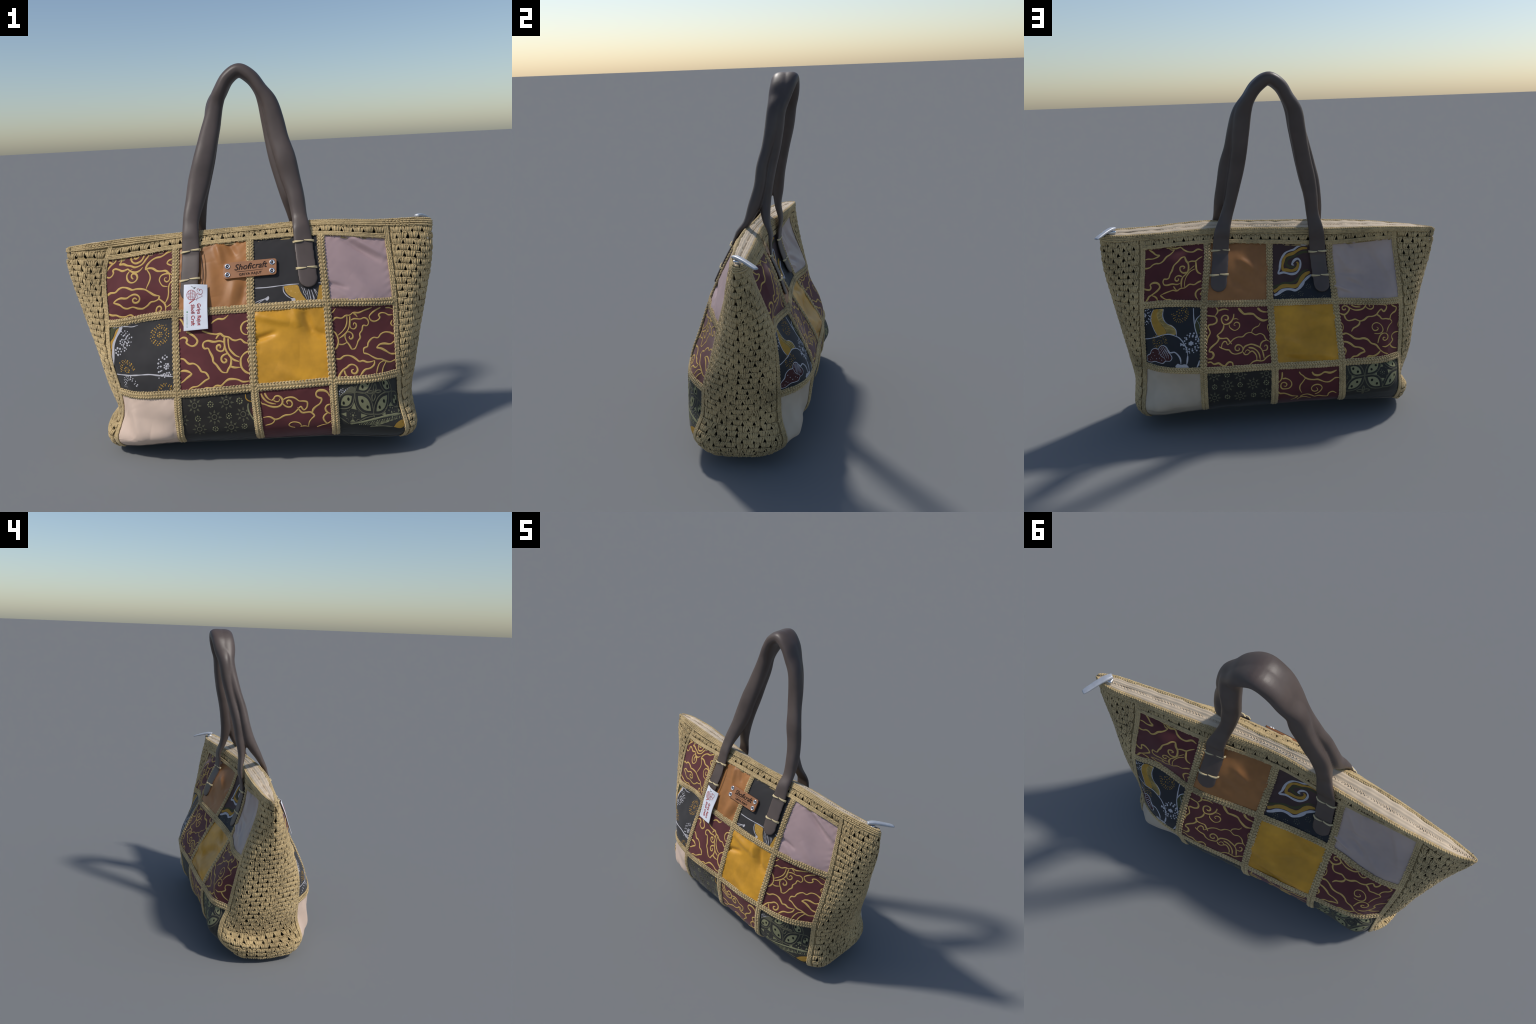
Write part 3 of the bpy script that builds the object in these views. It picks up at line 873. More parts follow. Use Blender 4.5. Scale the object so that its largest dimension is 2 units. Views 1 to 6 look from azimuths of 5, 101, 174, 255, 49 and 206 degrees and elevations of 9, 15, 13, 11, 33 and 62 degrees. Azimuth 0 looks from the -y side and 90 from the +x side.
# ---------------------------------------------------------------------------
# THINGS DRAWN ON A SURFACE: strokes, filled shapes, dots, lettering
# ---------------------------------------------------------------------------
class Drawing:
    """raised dye or ink on a surface place(a, b, lift) -> points; sa, sb are metres per unit of a and b"""

    def __init__(self, place, sa, sb, lo=0.0, hi=1.0):
        self.place, self.sa, self.sb, self.lo, self.hi = place, sa, sb, lo, hi
        self.parts = {}
        self.k = 0

    def _put(self, mat, v, f):
        self.parts.setdefault(mat.name, [mat, []])[1].append((v, f))

    def stroke(self, mat, pts, w=.009, taper=(.7, .45), smooth=True, lift=0.0, closed=False):
        P = np.asarray(pts, float)
        if closed:
            P = np.concatenate([P, P[:1]])
        m = np.array([self.sa, self.sb])
        L = np.linalg.norm(np.diff(P, axis=0) * m, axis=1).sum()
        n = max(4, int(L / .0055))
        Q = catmull(P * m, n) if smooth and len(P) > 2 else np.stack([np.interp(np.linspace(0, 1, n), np.linspace(0, 1, len(P)), P[:, i] * m[i]) for i in (0, 1)], -1)
        T = np.gradient(Q, axis=0)
        T /= np.linalg.norm(T, axis=1, keepdims=True) + 1e-9
        S = np.stack([-T[:, 1], T[:, 0]], -1)
        s = np.linspace(0, 1, n)
        ww = w / 2 * (1 + .13 * np.sin(s * L * 90 + self.k) + .1 * np.sin(s * L * 41 + 2 * self.k))
        if not closed:
            ww = ww * np.minimum(1, np.minimum(taper[0] + s * L / .03, taper[1] + (1 - s) * L / .04))
        self.k += 1
        hi = lift + .0008 + .00008 * (self.k % 7)
        rows = [(-1, -.0002 + lift), (-.6, hi), (.6, hi), (1, -.0002 + lift)]
        G = np.stack([(Q + S * (ww * r)[:, None]) / m for r, _ in rows], 1)            # (n, 4, 2)
        H = np.tile([h for _, h in rows], (n, 1))
        V = self.place(G[..., 0], G[..., 1], H).reshape(-1, 3)
        F = grid_faces(4, n)
        inside = ((G >= self.lo) & (G <= self.hi)).all(-1).reshape(-1)
        F = F[inside[F].all(1)]
        if len(F):
            self._put(mat, V, F)

    def fill(self, mat, pts, lift=0.0, smooth=True, step=.02):
        P = np.asarray(pts, float)
        if smooth:
            m = np.array([self.sa, self.sb])
            Q = np.concatenate([P, P[:1]]) * m
            L = np.linalg.norm(np.diff(Q, axis=0), axis=1).sum()
            P = catmull(Q, max(8, int(L / .008)))[:-1] / m
        P = np.clip(P, self.lo, self.hi)
        keep = [0]
        for i in range(1, len(P)):
            if np.abs(P[i] - P[keep[-1]]).max() > 1e-4:
                keep.append(i)
        P = P[keep]
        n = len(P)
        g = np.stack(np.meshgrid(np.arange(P[:, 0].min(), P[:, 0].max(), step / self.sa), np.arange(P[:, 1].min(), P[:, 1].max(), step / self.sb)), -1).reshape(-1, 2)
        pts2 = [Vector(p) for p in np.concatenate([P, g])]
        vv, _, ff, *_ = delaunay_2d_cdt(pts2, [], [list(range(n))], 1, 1e-5)
        if not ff:
            return
        G = np.array([tuple(p) for p in vv])
        F = np.array([f for f in ff if len(f) == 3])
        self.k += 1
        V = self.place(G[:, 0], G[:, 1], np.full(len(G), lift + .0006 + .00006 * (self.k % 5)))
        e1, e2 = V[F[:, 1]] - V[F[:, 0]], V[F[:, 2]] - V[F[:, 0]]
        c0 = self.place(G[:1, 0], G[:1, 1], np.array([.01])) - V[:1]
        if (np.cross(e1, e2) @ c0[0]).sum() < 0:
            F = F[:, ::-1]
        self._put(mat, V, np.concatenate([F, F[:, 2:]], 1) if False else F)

    def dots(self, mat, centres, r=.004, lift=0.0, squash=1.0):
        a = np.arange(7) * 2 * math.pi / 7
        for (ca, cb) in centres:
            rr = r * (1 + .25 * math.sin(ca * 91 + cb * 57))
            A = np.concatenate([[ca], ca + rr * np.cos(a) / self.sa])
            B = np.concatenate([[cb], cb + rr * squash * np.sin(a) / self.sb])
            if A.min() < self.lo or A.max() > self.hi or B.min() < self.lo or B.max() > self.hi:
                continue
            H = np.concatenate([[lift + .0016], np.full(7, lift + .0003)])
            F = np.array([[0, 1 + i, 1 + (i + 1) % 7] for i in range(7)])
            self._put(mat, self.place(A, B, H), F[:, ::-1])

    def text(self, mat, body, ca, cb, size, turn=0.0, lift=0.0, shear=0.0, bold=0.0, fit=None):
        cu = bpy.data.curves.new("lettering", 'FONT')
        cu.body, cu.align_x, cu.align_y = body, 'CENTER', 'CENTER'
        cu.size, cu.extrude, cu.shear, cu.offset = 1.0, .02, shear, bold
        cu.resolution_u = 3
        o = bpy.data.objects.new("lettering", cu)
        bpy.context.collection.objects.link(o)
        bpy.context.view_layer.update()
        me = bpy.data.meshes.new_from_object(o.evaluated_get(bpy.context.evaluated_depsgraph_get()))
        bm = bmesh.new(); bm.from_mesh(me)
        bmesh.ops.triangulate(bm, faces=bm.faces)
        X = np.array([tuple(v.co) for v in bm.verts]); F = np.array([[v.index for v in f.verts] for f in bm.faces])
        bm.free()
        bpy.data.objects.remove(o); bpy.data.curves.remove(cu); bpy.data.meshes.remove(me)
        x, y = X[:, 0] * size, X[:, 1] * size
        if fit:
            x = x * fit / (x.max() - x.min())
        c, s = math.cos(turn), math.sin(turn)
        A = ca + (x * c - y * s) / self.sa
        B = cb - (x * s + y * c) / self.sb
        self._put(mat, self.place(A, B, lift + .0009 + X[:, 2] / .02 * .0009), F)

    def make(self, name, parent):
        out = []
        for mat, parts in self.parts.values():
            tri = any(f.shape[1] == 3 for _, f in parts)
            vs, fs, o = [], [], 0
            for v, f in parts:
                if tri and f.shape[1] == 4:
                    f = np.concatenate([f[:, [0, 1, 2]], f[:, [0, 2, 3]]])
                vs.append(v); fs.append(f + o); o += len(v)
            out.append(build(name, np.concatenate(vs), np.concatenate(fs), mat, parent, stuff=True))
        return out


def spiral(ca, cb, r0, r1, start, turns, aspect=1.0, n=None):
    """points winding from radius r0 in to r1 (patch units), start in turns"""
    n = n or max(8, int(abs(turns) * 11))
    t = np.linspace(0, 1, n)
    r = r0 + (r1 - r0) * t**.85
    a = 2 * math.pi * (start + turns * t)
    return list(zip(ca + r * np.cos(a), cb + r * aspect * np.sin(a)))


# ---------------------------------------------------------------------------
# LEATHER NAME LABEL
# ---------------------------------------------------------------------------
def quad_sheet(tl, tr, br, bl, bow, thick):
    """a small sheet hung between four corners, bowed out; returns place(a, b, lift)"""
    tl, tr, br, bl = (np.array(p) for p in (tl, tr, br, bl))
    n0 = np.cross(bl - tl, tr - tl); n0 /= np.linalg.norm(n0)

    def place(A, B, H):
        A, B, H = (np.asarray(x, float)[..., None] for x in (A, B, H))
        P = tl * (1 - A) * (1 - B) + tr * A * (1 - B) + br * A * B + bl * (1 - A) * B
        return P + n0 * (H + thick + bow(A, B))
    return place, n0


def sheet(name, place, thick, mat, corner=.0, sa=1., sb=1., parent=None, n=28):
    """the sheet itself: rounded corners, two faces and an edge"""
    A, B = np.meshgrid(np.linspace(0, 1, n), np.linspace(0, 1, n))
    if corner:
        x, y = (A - .5) * sa, (B - .5) * sb
        hx, hy = sa / 2 - corner, sb / 2 - corner
        qx, qy = np.maximum(abs(x) - hx, 0), np.maximum(abs(y) - hy, 0)
        r = np.hypot(qx, qy)
        k = np.where(r > 0, np.maximum(qx, qy) / np.maximum(r, 1e-9), 1)
        x = np.where((qx > 0) & (qy > 0), np.sign(x) * (hx + qx * k), x)
        y = np.where((qx > 0) & (qy > 0), np.sign(y) * (hy + qy * k), y)
        A, B = x / sa + .5, y / sb + .5
    top = place(A, B, 0 * A)
    bot = place(A, B, 0 * A - thick)
    nn = n * n
    f1 = grid_faces(n, n)
    f2 = f1[:, ::-1] + nn
    rim = np.concatenate([np.arange(n - 1), np.arange(n - 1, nn - 1, n), np.arange(nn - 1, nn - n, -1), np.arange(nn - n, 0, -n)])
    nx = np.roll(rim, -1)
    f3 = np.stack([rim, nx, nx + nn, rim + nn], -1)[:, ::-1]
    o = build(name, np.concatenate([top.reshape(-1, 3), bot.reshape(-1, 3)]), np.concatenate([f1, f2, f3[:, ::-1]]), mat, parent)
    bm = bmesh.new(); bm.from_mesh(o.data)
    bmesh.ops.recalc_face_normals(bm, faces=bm.faces)
    bm.to_mesh(o.data); bm.free()
    mod = o.modifiers.new("soft_edge", 'BEVEL'); mod.width = thick * .3; mod.segments = 2; mod.limit_method = 'ANGLE'
    return o


lw, lh = .268, .078
luv = [nearest(p, .5, 3.5) for p in ((-.102, -.124, .986), (.168, -.126, 1.004), (.166, -.160, .927), (-.101, -.154, .908))]


def lplace(A, B, H):
    A, B = np.asarray(A, float), np.asarray(B, float)
    w = ((1 - A) * (1 - B), A * (1 - B), A * B, (1 - A) * B)
    u, v = (sum(wi * q[k] for wi, q in zip(w, luv)) for k in (0, 1))
    return on_skin(u, v, .008 + np.asarray(H, float) + 0 * A)


ln = lplace(np.array([.5]), np.array([.5]), np.array([.1]))[0] - lplace(np.array([.5]), np.array([.5]), np.array([0.]))[0]
label = sheet("leather_label", lplace, .010, LABEL, corner=.013, sa=lw, sb=lh, n=40)
d = Drawing(lplace, lw, lh)
d.text(INK, "Shoficraft", .50, .36, .042, turn=.02, shear=.25, bold=.004, fit=.165)
d.stroke(INK, [(.24, .645), (.5, .64), (.74, .62)], w=.0026)
d.text(INK, "GRIYA RAJUT", .50, .82, .016, turn=.02, fit=.115)
d.make("label_lettering", label)
for a, b in ((.075, .24), (.075, .77), (.915, .24), (.915, .76)):
    c = lplace(a, b, 0.0)
    q = Vector(ln).to_track_quat('Z', 'X')
    prof = [(.0142, 0), (.0140, .0026), (.0118, .0042), (.0088, .0036), (.0074, .0012), (.0040, .0010), (.0022, .0024), (.0004, .0028)]
    k = 20
    ang = np.arange(k) * 2 * math.pi / k
    vs = np.concatenate([np.stack([r * np.cos(ang), r * np.sin(ang), np.full(k, z)], -1) for r, z in prof])
    fs = grid_faces(k, len(prof), True)[:, ::-1]
    o = build("eyelet_stud", vs, fs, CHROME, label)
    o.data.materials.append(INK)
    for p in o.data.polygons:
        if .002 < math.hypot(p.center.x, p.center.y) < .0078:
            p.material_index = 1
    o.location = c
    o.rotation_mode = 'QUATERNION'; o.rotation_quaternion = q
    o.parent = label

# ---------------------------------------------------------------------------
# SWING TAG
# ---------------------------------------------------------------------------
tw, th = .124, .225
tplace, tn = quad_sheet((-.304, -.176, .897), (-.184, -.190, .897), (-.180, -.278, .692), (-.306, -.264, .680),
                        lambda A, B: .010 * np.sin(math.pi * A) * (1 - B) - .006 * np.cos(2 * math.pi * B) * A + .003 * np.sin(5 * B + 3 * A), .0)
tag = sheet("swing_tag", tplace, .004, PAPER, sa=tw, sb=th, n=24)
d = Drawing(tplace, tw, th)
q = -math.pi / 2
d.text(RED_INK, "Griya Rajut", .645, .665, .026, turn=q, bold=.006, fit=.108)
d.text(RED_INK, "Shofi Craft", .385, .670, .026, turn=q, bold=.006, fit=.102)
d.dots(GREEN_INK, [(.155, .60)], r=.0050)
for k in range(11):
    d.stroke(GREEN_INK, [(.125, .655 + .027 * k), (.165, .655 + .027 * k)], w=.0030, smooth=False)
ball = [(.34 + .20 * math.cos(t), .235 + .20 * tw / th * math.sin(t)) for t in np.linspace(0, 2 * math.pi, 18, endpoint=False)]
d.stroke(RED_INK, ball, w=.0022, closed=True)
for k in np.linspace(-.75, .75, 6):
    c = math.sqrt(1 - k * k) * .19
    d.stroke(RED_INK, [(.34 - c, .235 + k * .19 * tw / th), (.34, .235 + (k * .19 + .03) * tw / th), (.34 + c, .235 + k * .19 * tw / th)], w=.0016)
for k in np.linspace(-.6, .6, 4):
    c = math.sqrt(1 - k * k) * .19 * tw / th
    d.stroke(RED_INK, [(.34 + k * .19, .235 - c), (.36 + k * .19, .235), (.34 + k * .19, .235 + c)], w=.0016)
d.stroke(RED_INK, [(.24, .42), (.50, .33)], w=.006, smooth=False)
d.stroke(RED_INK, [(.46, .335), (.56, .325), (.80, .265)], w=.0022)
d.stroke(RED_INK, [(.58, .33), (.56, .36)], w=.004, smooth=False)
d.stroke(RED_INK, [(.60, .30), (.58, .20), (.70, .235), (.80, .19), (.78, .12), (.70, .11), (.69, .15), (.64, .09), (.58, .13), (.66, .20), (.80, .255)], w=.0020)
d.dots(INK, [(.47, .085)], r=.0042)
d.stroke(INK, [(.33, .035), (.40, .06), (.47, .085)], w=.0022)
d.make("tag_print", tag)
# the fine thread from which the tag hangs
uu, vv = TONGUES[0, 1]
tu, tv = float(uu[-1]), float(vv[-1])
path = [tplace(.47, .085, .001), on_skin(tu + .14, tv + .62, .012), on_skin(tu + .17, tv + .40, .016), on_skin(tu + .14, tv + .12, .020),
        on_skin(tu + .12, tv + .02, .024), on_skin(tu + .155, tv + .2, .014), on_skin(tu + .15, tv + .55, .010), tplace(.50, .075, .001)]
pp = catmull(path, 70)
sweep("tag_thread", pp, lambda k: (.0016, .0016, 1), plain("dark_thread", (.06, .035, .025)), tag, side=np.tile([0, -1., .3], (70, 1)), sides=8)

# ---------------------------------------------------------------------------
# BATIK: dye drawn on the printed patches, with hand-set strokes in patch units
# (0..1 across and down each patch)
# ---------------------------------------------------------------------------
DRAWN = {}


def patch_drawing(key):
    def place(A, B, H):
        U, V = patch_uv(key, np.asarray(A), np.asarray(B))
        return on_skin(np.mod(U, 12), np.clip(V, 0, 5.9), patch_lift(key, A, B) + H)
    A0 = np.array([.45, .55, .5, .5]); B0 = np.array([.5, .5, .45, .55])
    P = place(A0, B0, 0 * A0)
    d = Drawing(place, np.linalg.norm(P[1] - P[0]) / .1, np.linalg.norm(P[3] - P[2]) / .1)
    DRAWN[key] = d
    return d


def dot_ring(d, mat, ca, cb, ra, rb, t0, t1, rows, r):
    """a wreath of dots, several rows deep, swept from turn t0 to t1"""
    g = np.random.default_rng(int(abs(ca * 977 + cb * 613) * 10) + 3)
    pts = []
    for k in range(rows):
        f = 1 - .17 * k
        L = abs(t1 - t0) * math.pi * (ra * d.sa + rb * d.sb) * f
        n = max(3, int(L / (r * 3.9)))
        for i in range(n):
            t = 2 * math.pi * (t0 + (t1 - t0) * (i + .5 * (k % 2)) / n)
            q = f + g.normal(0, .022)
            pts.append((ca + ra * q * math.cos(t) + g.normal(0, .004), cb + rb * q * math.sin(t) + g.normal(0, .004)))
    d.dots(mat, pts, r=r * .85)


def dot_flower(d, mat, ca, cb, rad, r):
    n = 7
    d.dots(mat, [(ca, cb)] + [(ca + rad * math.cos(2 * math.pi * i / n), cb + rad * d.sa / d.sb * math.sin(2 * math.pi * i / n)) for i in range(n)], r=r)


def sun(d, ca, cb, R=.0385):
    """an eight-rayed sun with a ring at its heart"""
    a = [2 * math.pi * i / 14 for i in range(14)]
    d.stroke(DIM_DYE, [(ca + .0125 * math.cos(t) / d.sa, cb + .0125 * math.sin(t) / d.sb) for t in a], w=.0048, closed=True)
    for i in range(8):
        t = 2 * math.pi * (i + .12) / 8
        c, s = math.cos(t), math.sin(t)
        tri = [(.0195, 0), (.0235, .0052), (.028, .0042), (R, 0), (.028, -.0042), (.0235, -.0052)]
        pts = [(ca + (x * c - y * s) / d.sa, cb + (x * s + y * c) / d.sb) for x, y in tri]
        pts = [p for p in pts]
        if all(0 <= p[0] <= 1 and 0 <= p[1] <= 1 for p in pts):
            d.fill(DIM_DYE, pts, smooth=False, step=.03)


def spot_flower(d, ca, cb):
    d.dots(SAGE_DYE, [(ca, cb)] + [(ca + .0125 * math.cos(2 * math.pi * i / 8) / d.sa, cb + .0125 * math.sin(2 * math.pi * i / 8) / d.sb) for i in range(8)], r=.0034)


def petal(d, p, q, hw):
    """a pale pointed petal between two nodes, edged dark and outlined once more in grey"""
    m = np.array([d.sa, d.sb])
    P, Q = np.array(p) * m, np.array(q) * m
    ax = Q - P
    L = np.linalg.norm(ax)
    ax = ax / L
    no = np.array([-ax[1], ax[0]])

    def lens(a, b, w, n=11):
        t = np.linspace(0, 1, n)
        s = a + (b - a) * t
        y = w * (1 - (2 * t - 1)**2)
        up = [P + ax * x + no * k for x, k in zip(s, y)]
        dn = [P + ax * x - no * k for x, k in zip(s, y)]
        return [tuple(v / m) for v in up], [tuple(v / m) for v in dn]
    up, dn = lens(0, L, hw)
    d.stroke(DIM_DYE, up, w=.0058, taper=(1, 1)); d.stroke(DIM_DYE, dn, w=.0058, taper=(1, 1))
    up, dn = lens(.020, L - .020, hw * .64)
    d.fill(SAGE_DYE, up + dn[::-1][1:-1], smooth=False)
    for f in (.38, .66):
        c = (P + ax * L * f) / m
        d.fill(DARK_DYE, [(c[0] + .007 / d.sa * math.cos(t), c[1] + .008 / d.sb * math.sin(t)) for t in np.linspace(0, 6.28, 7)[:-1]], lift=.0008, smooth=False)

d = patch_drawing((0, 0, 0))
d.stroke(WAX, [(-.001, .181), (.038, .117), (.075, .076), (.112, .044), (.125, -.039), (.146, -.130)])
d.stroke(WAX, [(.012, .029), (.064, .057), (.103, .068)])
d.stroke(WAX, [(.006, .262), (.056, .275), (.101, .244), (.116, .202), (.103, .165), (.134, .146), (.181, .155), (.245, .184), (.288, .181), (.328, .170), (.368, .203), (.426, .233), (.473, .237), (.511, .222), (.543, .187)])
d.stroke(WAX, [(.363, .195), (.399, .185)], w=0.006)
d.stroke(WAX, [(.356, .211), (.327, .251), (.330, .307), (.365, .360), (.414, .381), (.459, .364), (.479, .327), (.465, .277), (.429, .251), (.396, .258), (.393, .292), (.423, .331)])
d.stroke(WAX, [(.294, -.093), (.252, -.004), (.215, .022), (.207, .056), (.191, .082), (.254, .087), (.310, .114), (.370, .133), (.430, .163), (.483, .161), (.540, .135), (.579, .078), (.607, .040), (.618, -.151)])
d.stroke(WAX, [(.556, -.169), (.543, .025), (.518, .079), (.474, .105), (.420, .104), (.369, .061), (.348, .008), (.364, -.114), (.412, -.147), (.456, -.054), (.465, .023), (.434, .038), (.397, .017), (.388, -.011)], w=0.01)
d.stroke(WAX, [(.941, .019), (.881, .040), (.821, .079), (.782, .090), (.728, .088), (.670, .108), (.627, .142), (.595, .186), (.589, .228), (.628, .224), (.680, .241), (.747, .300), (.792, .315), (.863, .329), (.910, .383), (.950, .409)], w=0.01)
d.stroke(WAX, [(.944, .166), (.898, .180), (.879, .214), (.913, .248), (.946, .266)], w=0.01)
d.stroke(WAX, [(.607, .243), (.647, .323), (.656, .382), (.639, .449), (.618, .500), (.601, .547)], w=0.007)
d.stroke(WAX, [(.903, .385), (.845, .375), (.801, .390), (.780, .438), (.797, .500), (.829, .550), (.894, .575)], w=0.007)
d.stroke(WAX, [(.914, .398), (.924, .443), (.912, .490), (.880, .501), (.851, .470), (.850, .438), (.882, .441)], w=0.0075)
d.stroke(WAX, [(.955, .499), (.920, .548), (.908, .602), (.908, .673), (.901, .729), (.879, .784), (.850, .827)], w=0.0075)
d.stroke(WAX, [(.010, .554), (.061, .516), (.146, .503), (.198, .454), (.254, .429), (.320, .440), (.368, .467), (.409, .494), (.468, .495), (.539, .514), (.595, .545), (.644, .596), (.712, .666), (.779, .694)], w=0.01)
d.stroke(WAX, [(.779, .694), (.767, .739), (.712, .768), (.659, .771), (.607, .818), (.535, .852), (.476, .837), (.399, .793), (.313, .799), (.259, .773), (.198, .713), (.104, .676)], w=0.01)
d.stroke(WAX, [(.104, .676), (.151, .632), (.220, .606), (.324, .620), (.376, .592), (.438, .580), (.489, .612), (.510, .664), (.495, .715), (.455, .733), (.417, .712), (.409, .670), (.439, .646), (.472, .678)], w=0.0105)
d.stroke(WAX, [(.767, .739), (.812, .786), (.847, .830), (.861, .885), (.847, .959)])
d.stroke(WAX, [(.953, .835), (.911, .866), (.861, .892)], w=0.007)
d.stroke(WAX, [(.723, .979), (.721, .915), (.745, .869), (.783, .864), (.798, .905), (.778, .937), (.758, .938)])
d.stroke(WAX, [(.008, .852), (.066, .872), (.138, .877), (.190, .907), (.276, .927), (.327, .913), (.362, .917), (.400, .959), (.460, .986), (.523, .977), (.570, .992)], w=0.01)

d = patch_drawing((0, 1, 1))
d.stroke(WAX, [(.151, .239), (.206, .270), (.263, .314), (.294, .363), (.267, .408), (.223, .421), (.172, .401), (.143, .373), (.155, .340), (.138, .316), (.100, .307), (.051, .327)], w=0.0105)
d.stroke(WAX, [(.057, .069), (.090, .105), (.112, .155), (.133, .204)])
d.stroke(WAX, [(.057, .234), (.069, .194)])
d.stroke(WAX, [(.484, .157), (.534, .123), (.584, .106), (.640, .114), (.682, .093), (.711, .068)])
d.stroke(WAX, [(.950, .158), (.901, .181), (.869, .231), (.877, .293), (.910, .326), (.951, .336)])
d.dots(WAX, [(.947, .250)], r=0.006)
d.stroke(WAX, [(.359, .240), (.430, .269), (.508, .292), (.550, .298), (.599, .295), (.640, .329), (.709, .348), (.756, .385), (.797, .395), (.860, .386), (.906, .427), (.953, .444)], w=0.0095)
d.stroke(WAX, [(.537, .355), (.570, .317), (.599, .299)])
d.stroke(WAX, [(.650, .343), (.647, .410), (.656, .470), (.674, .524), (.714, .581), (.760, .627), (.827, .655)], w=0.0095)
d.stroke(WAX, [(.698, .360), (.699, .427), (.710, .487), (.750, .544), (.789, .580), (.837, .604)])
d.stroke(WAX, [(.641, .403), (.589, .385), (.511, .390), (.427, .370), (.376, .389), (.364, .428), (.387, .463), (.430, .463), (.457, .514), (.490, .583), (.496, .629), (.536, .671), (.570, .718), (.610, .763), (.668, .777)], w=0.01)
d.stroke(WAX, [(.668, .777), (.687, .734), (.716, .698), (.728, .647), (.726, .608), (.680, .545)], w=0.01)
d.stroke(WAX, [(.641, .403), (.650, .443), (.645, .476), (.626, .507), (.584, .510), (.546, .481), (.551, .442), (.587, .435), (.596, .459), (.585, .474)], w=0.01)
d.stroke(WAX, [(.684, .549), (.638, .558), (.606, .585), (.604, .625), (.635, .653), (.666, .642), (.664, .616), (.640, .605)], w=0.0095)
d.stroke(WAX, [(.716, .704), (.770, .722), (.845, .725)])
d.stroke(WAX, [(.959, .537), (.900, .563), (.857, .612), (.847, .670), (.858, .729), (.903, .784), (.962, .815)], w=0.01)
d.stroke(WAX, [(.959, .614), (.937, .645), (.955, .692)])
d.stroke(WAX, [(.056, .561), (.100, .571), (.173, .631), (.231, .632), (.281, .658), (.316, .698), (.337, .732), (.393, .752), (.420, .783), (.440, .826)], w=0.0095)
d.stroke(WAX, [(.440, .826), (.390, .844), (.346, .873), (.287, .908), (.215, .917), (.162, .943)], w=0.0095)
d.stroke(WAX, [(.047, .713), (.119, .711), (.170, .727), (.213, .755)], w=0.011)
d.stroke(WAX, [(.213, .755), (.176, .778), (.138, .801), (.099, .831), (.053, .858)], w=0.0095)
d.stroke(WAX, [(.371, .942), (.414, .939), (.476, .944), (.526, .921), (.588, .927), (.631, .891), (.681, .859), (.749, .859), (.809, .874), (.862, .902), (.957, .900)], w=0.01)

d = patch_drawing((0, 3, 1))
d.stroke(WAX, [(.062, .238), (.112, .201), (.203, .208), (.268, .174), (.322, .172), (.380, .137), (.450, .142), (.540, .111), (.650, .076)])
d.stroke(WAX, [(.379, .144), (.416, .171), (.436, .201)])
d.stroke(WAX, [(.068, .132), (.097, .105), (.119, .077)])
d.stroke(WAX, [(.283, .182), (.281, .247), (.263, .311), (.212, .372), (.130, .430)], w=0.0075)
d.stroke(WAX, [(.329, .183), (.323, .248), (.313, .313), (.281, .375), (.230, .422), (.142, .468)], w=0.009)
d.stroke(WAX, [(.055, .365), (.094, .401), (.121, .450), (.127, .511), (.102, .572), (.061, .610)], w=0.0095)
d.stroke(WAX, [(.331, .241), (.387, .221), (.481, .228), (.539, .212), (.585, .236), (.601, .289), (.577, .322), (.521, .315), (.499, .379), (.463, .419), (.466, .468), (.430, .506), (.401, .559), (.366, .598), (.319, .605)], w=0.0085)
d.stroke(WAX, [(.319, .605), (.287, .547), (.253, .504), (.236, .442), (.263, .395), (.310, .391), (.353, .421), (.353, .462), (.317, .477), (.296, .459), (.309, .442)], w=0.0085)
d.stroke(WAX, [(.331, .249), (.325, .306), (.337, .343), (.383, .355), (.417, .325), (.413, .288), (.382, .276), (.372, .308)], w=0.008)
d.stroke(WAX, [(.124, .539), (.188, .545), (.255, .521)])
d.stroke(WAX, [(.786, .081), (.714, .112), (.650, .155), (.613, .199), (.641, .254), (.691, .272), (.753, .253), (.777, .224), (.759, .184), (.796, .159), (.858, .167), (.921, .200), (.980, .201)])
d.stroke(WAX, [(.865, .090), (.929, .094), (.976, .114)])
d.stroke(WAX, [(.975, .280), (.952, .325), (.975, .366)])
d.stroke(WAX, [(.993, .481), (.923, .447), (.846, .435), (.789, .451), (.739, .492), (.670, .482), (.616, .506), (.578, .544), (.566, .581), (.507, .600), (.492, .659)])
d.stroke(WAX, [(.492, .659), (.555, .678), (.616, .718), (.681, .756), (.751, .773), (.824, .814), (.894, .837), (.996, .828), (1.058, .868)])
d.stroke(WAX, [(.996, .575), (.929, .604), (.821, .582), (.755, .583), (.698, .615)], w=0.0105)
d.stroke(WAX, [(.698, .615), (.768, .635), (.840, .681), (.916, .732), (1.043, .749)], w=0.0105)
d.stroke(WAX, [(.063, .716), (.127, .723), (.190, .689), (.259, .682), (.318, .698), (.368, .730), (.411, .762), (.466, .756), (.527, .781), (.592, .782), (.644, .775)], w=0.01)
d.stroke(WAX, [(.644, .775), (.625, .826), (.558, .862), (.477, .874), (.426, .914), (.383, .958)], w=0.01)
d.stroke(WAX, [(.080, .964), (.111, .911), (.160, .860), (.215, .832), (.263, .801), (.316, .800), (.358, .829), (.365, .876), (.327, .914), (.284, .902), (.279, .872), (.310, .860)], w=0.01)
d.stroke(WAX, [(.175, .867), (.185, .915), (.219, .957), (.247, .972)])
d.stroke(WAX, [(.806, .801), (.718, .819), (.676, .867), (.630, .956)], w=0.0075)
d.stroke(WAX, [(.823, .824), (.766, .882), (.718, .962)], w=0.0075)
d.stroke(WAX, [(.845, .965), (.901, .948), (.968, .962)], w=0.005)

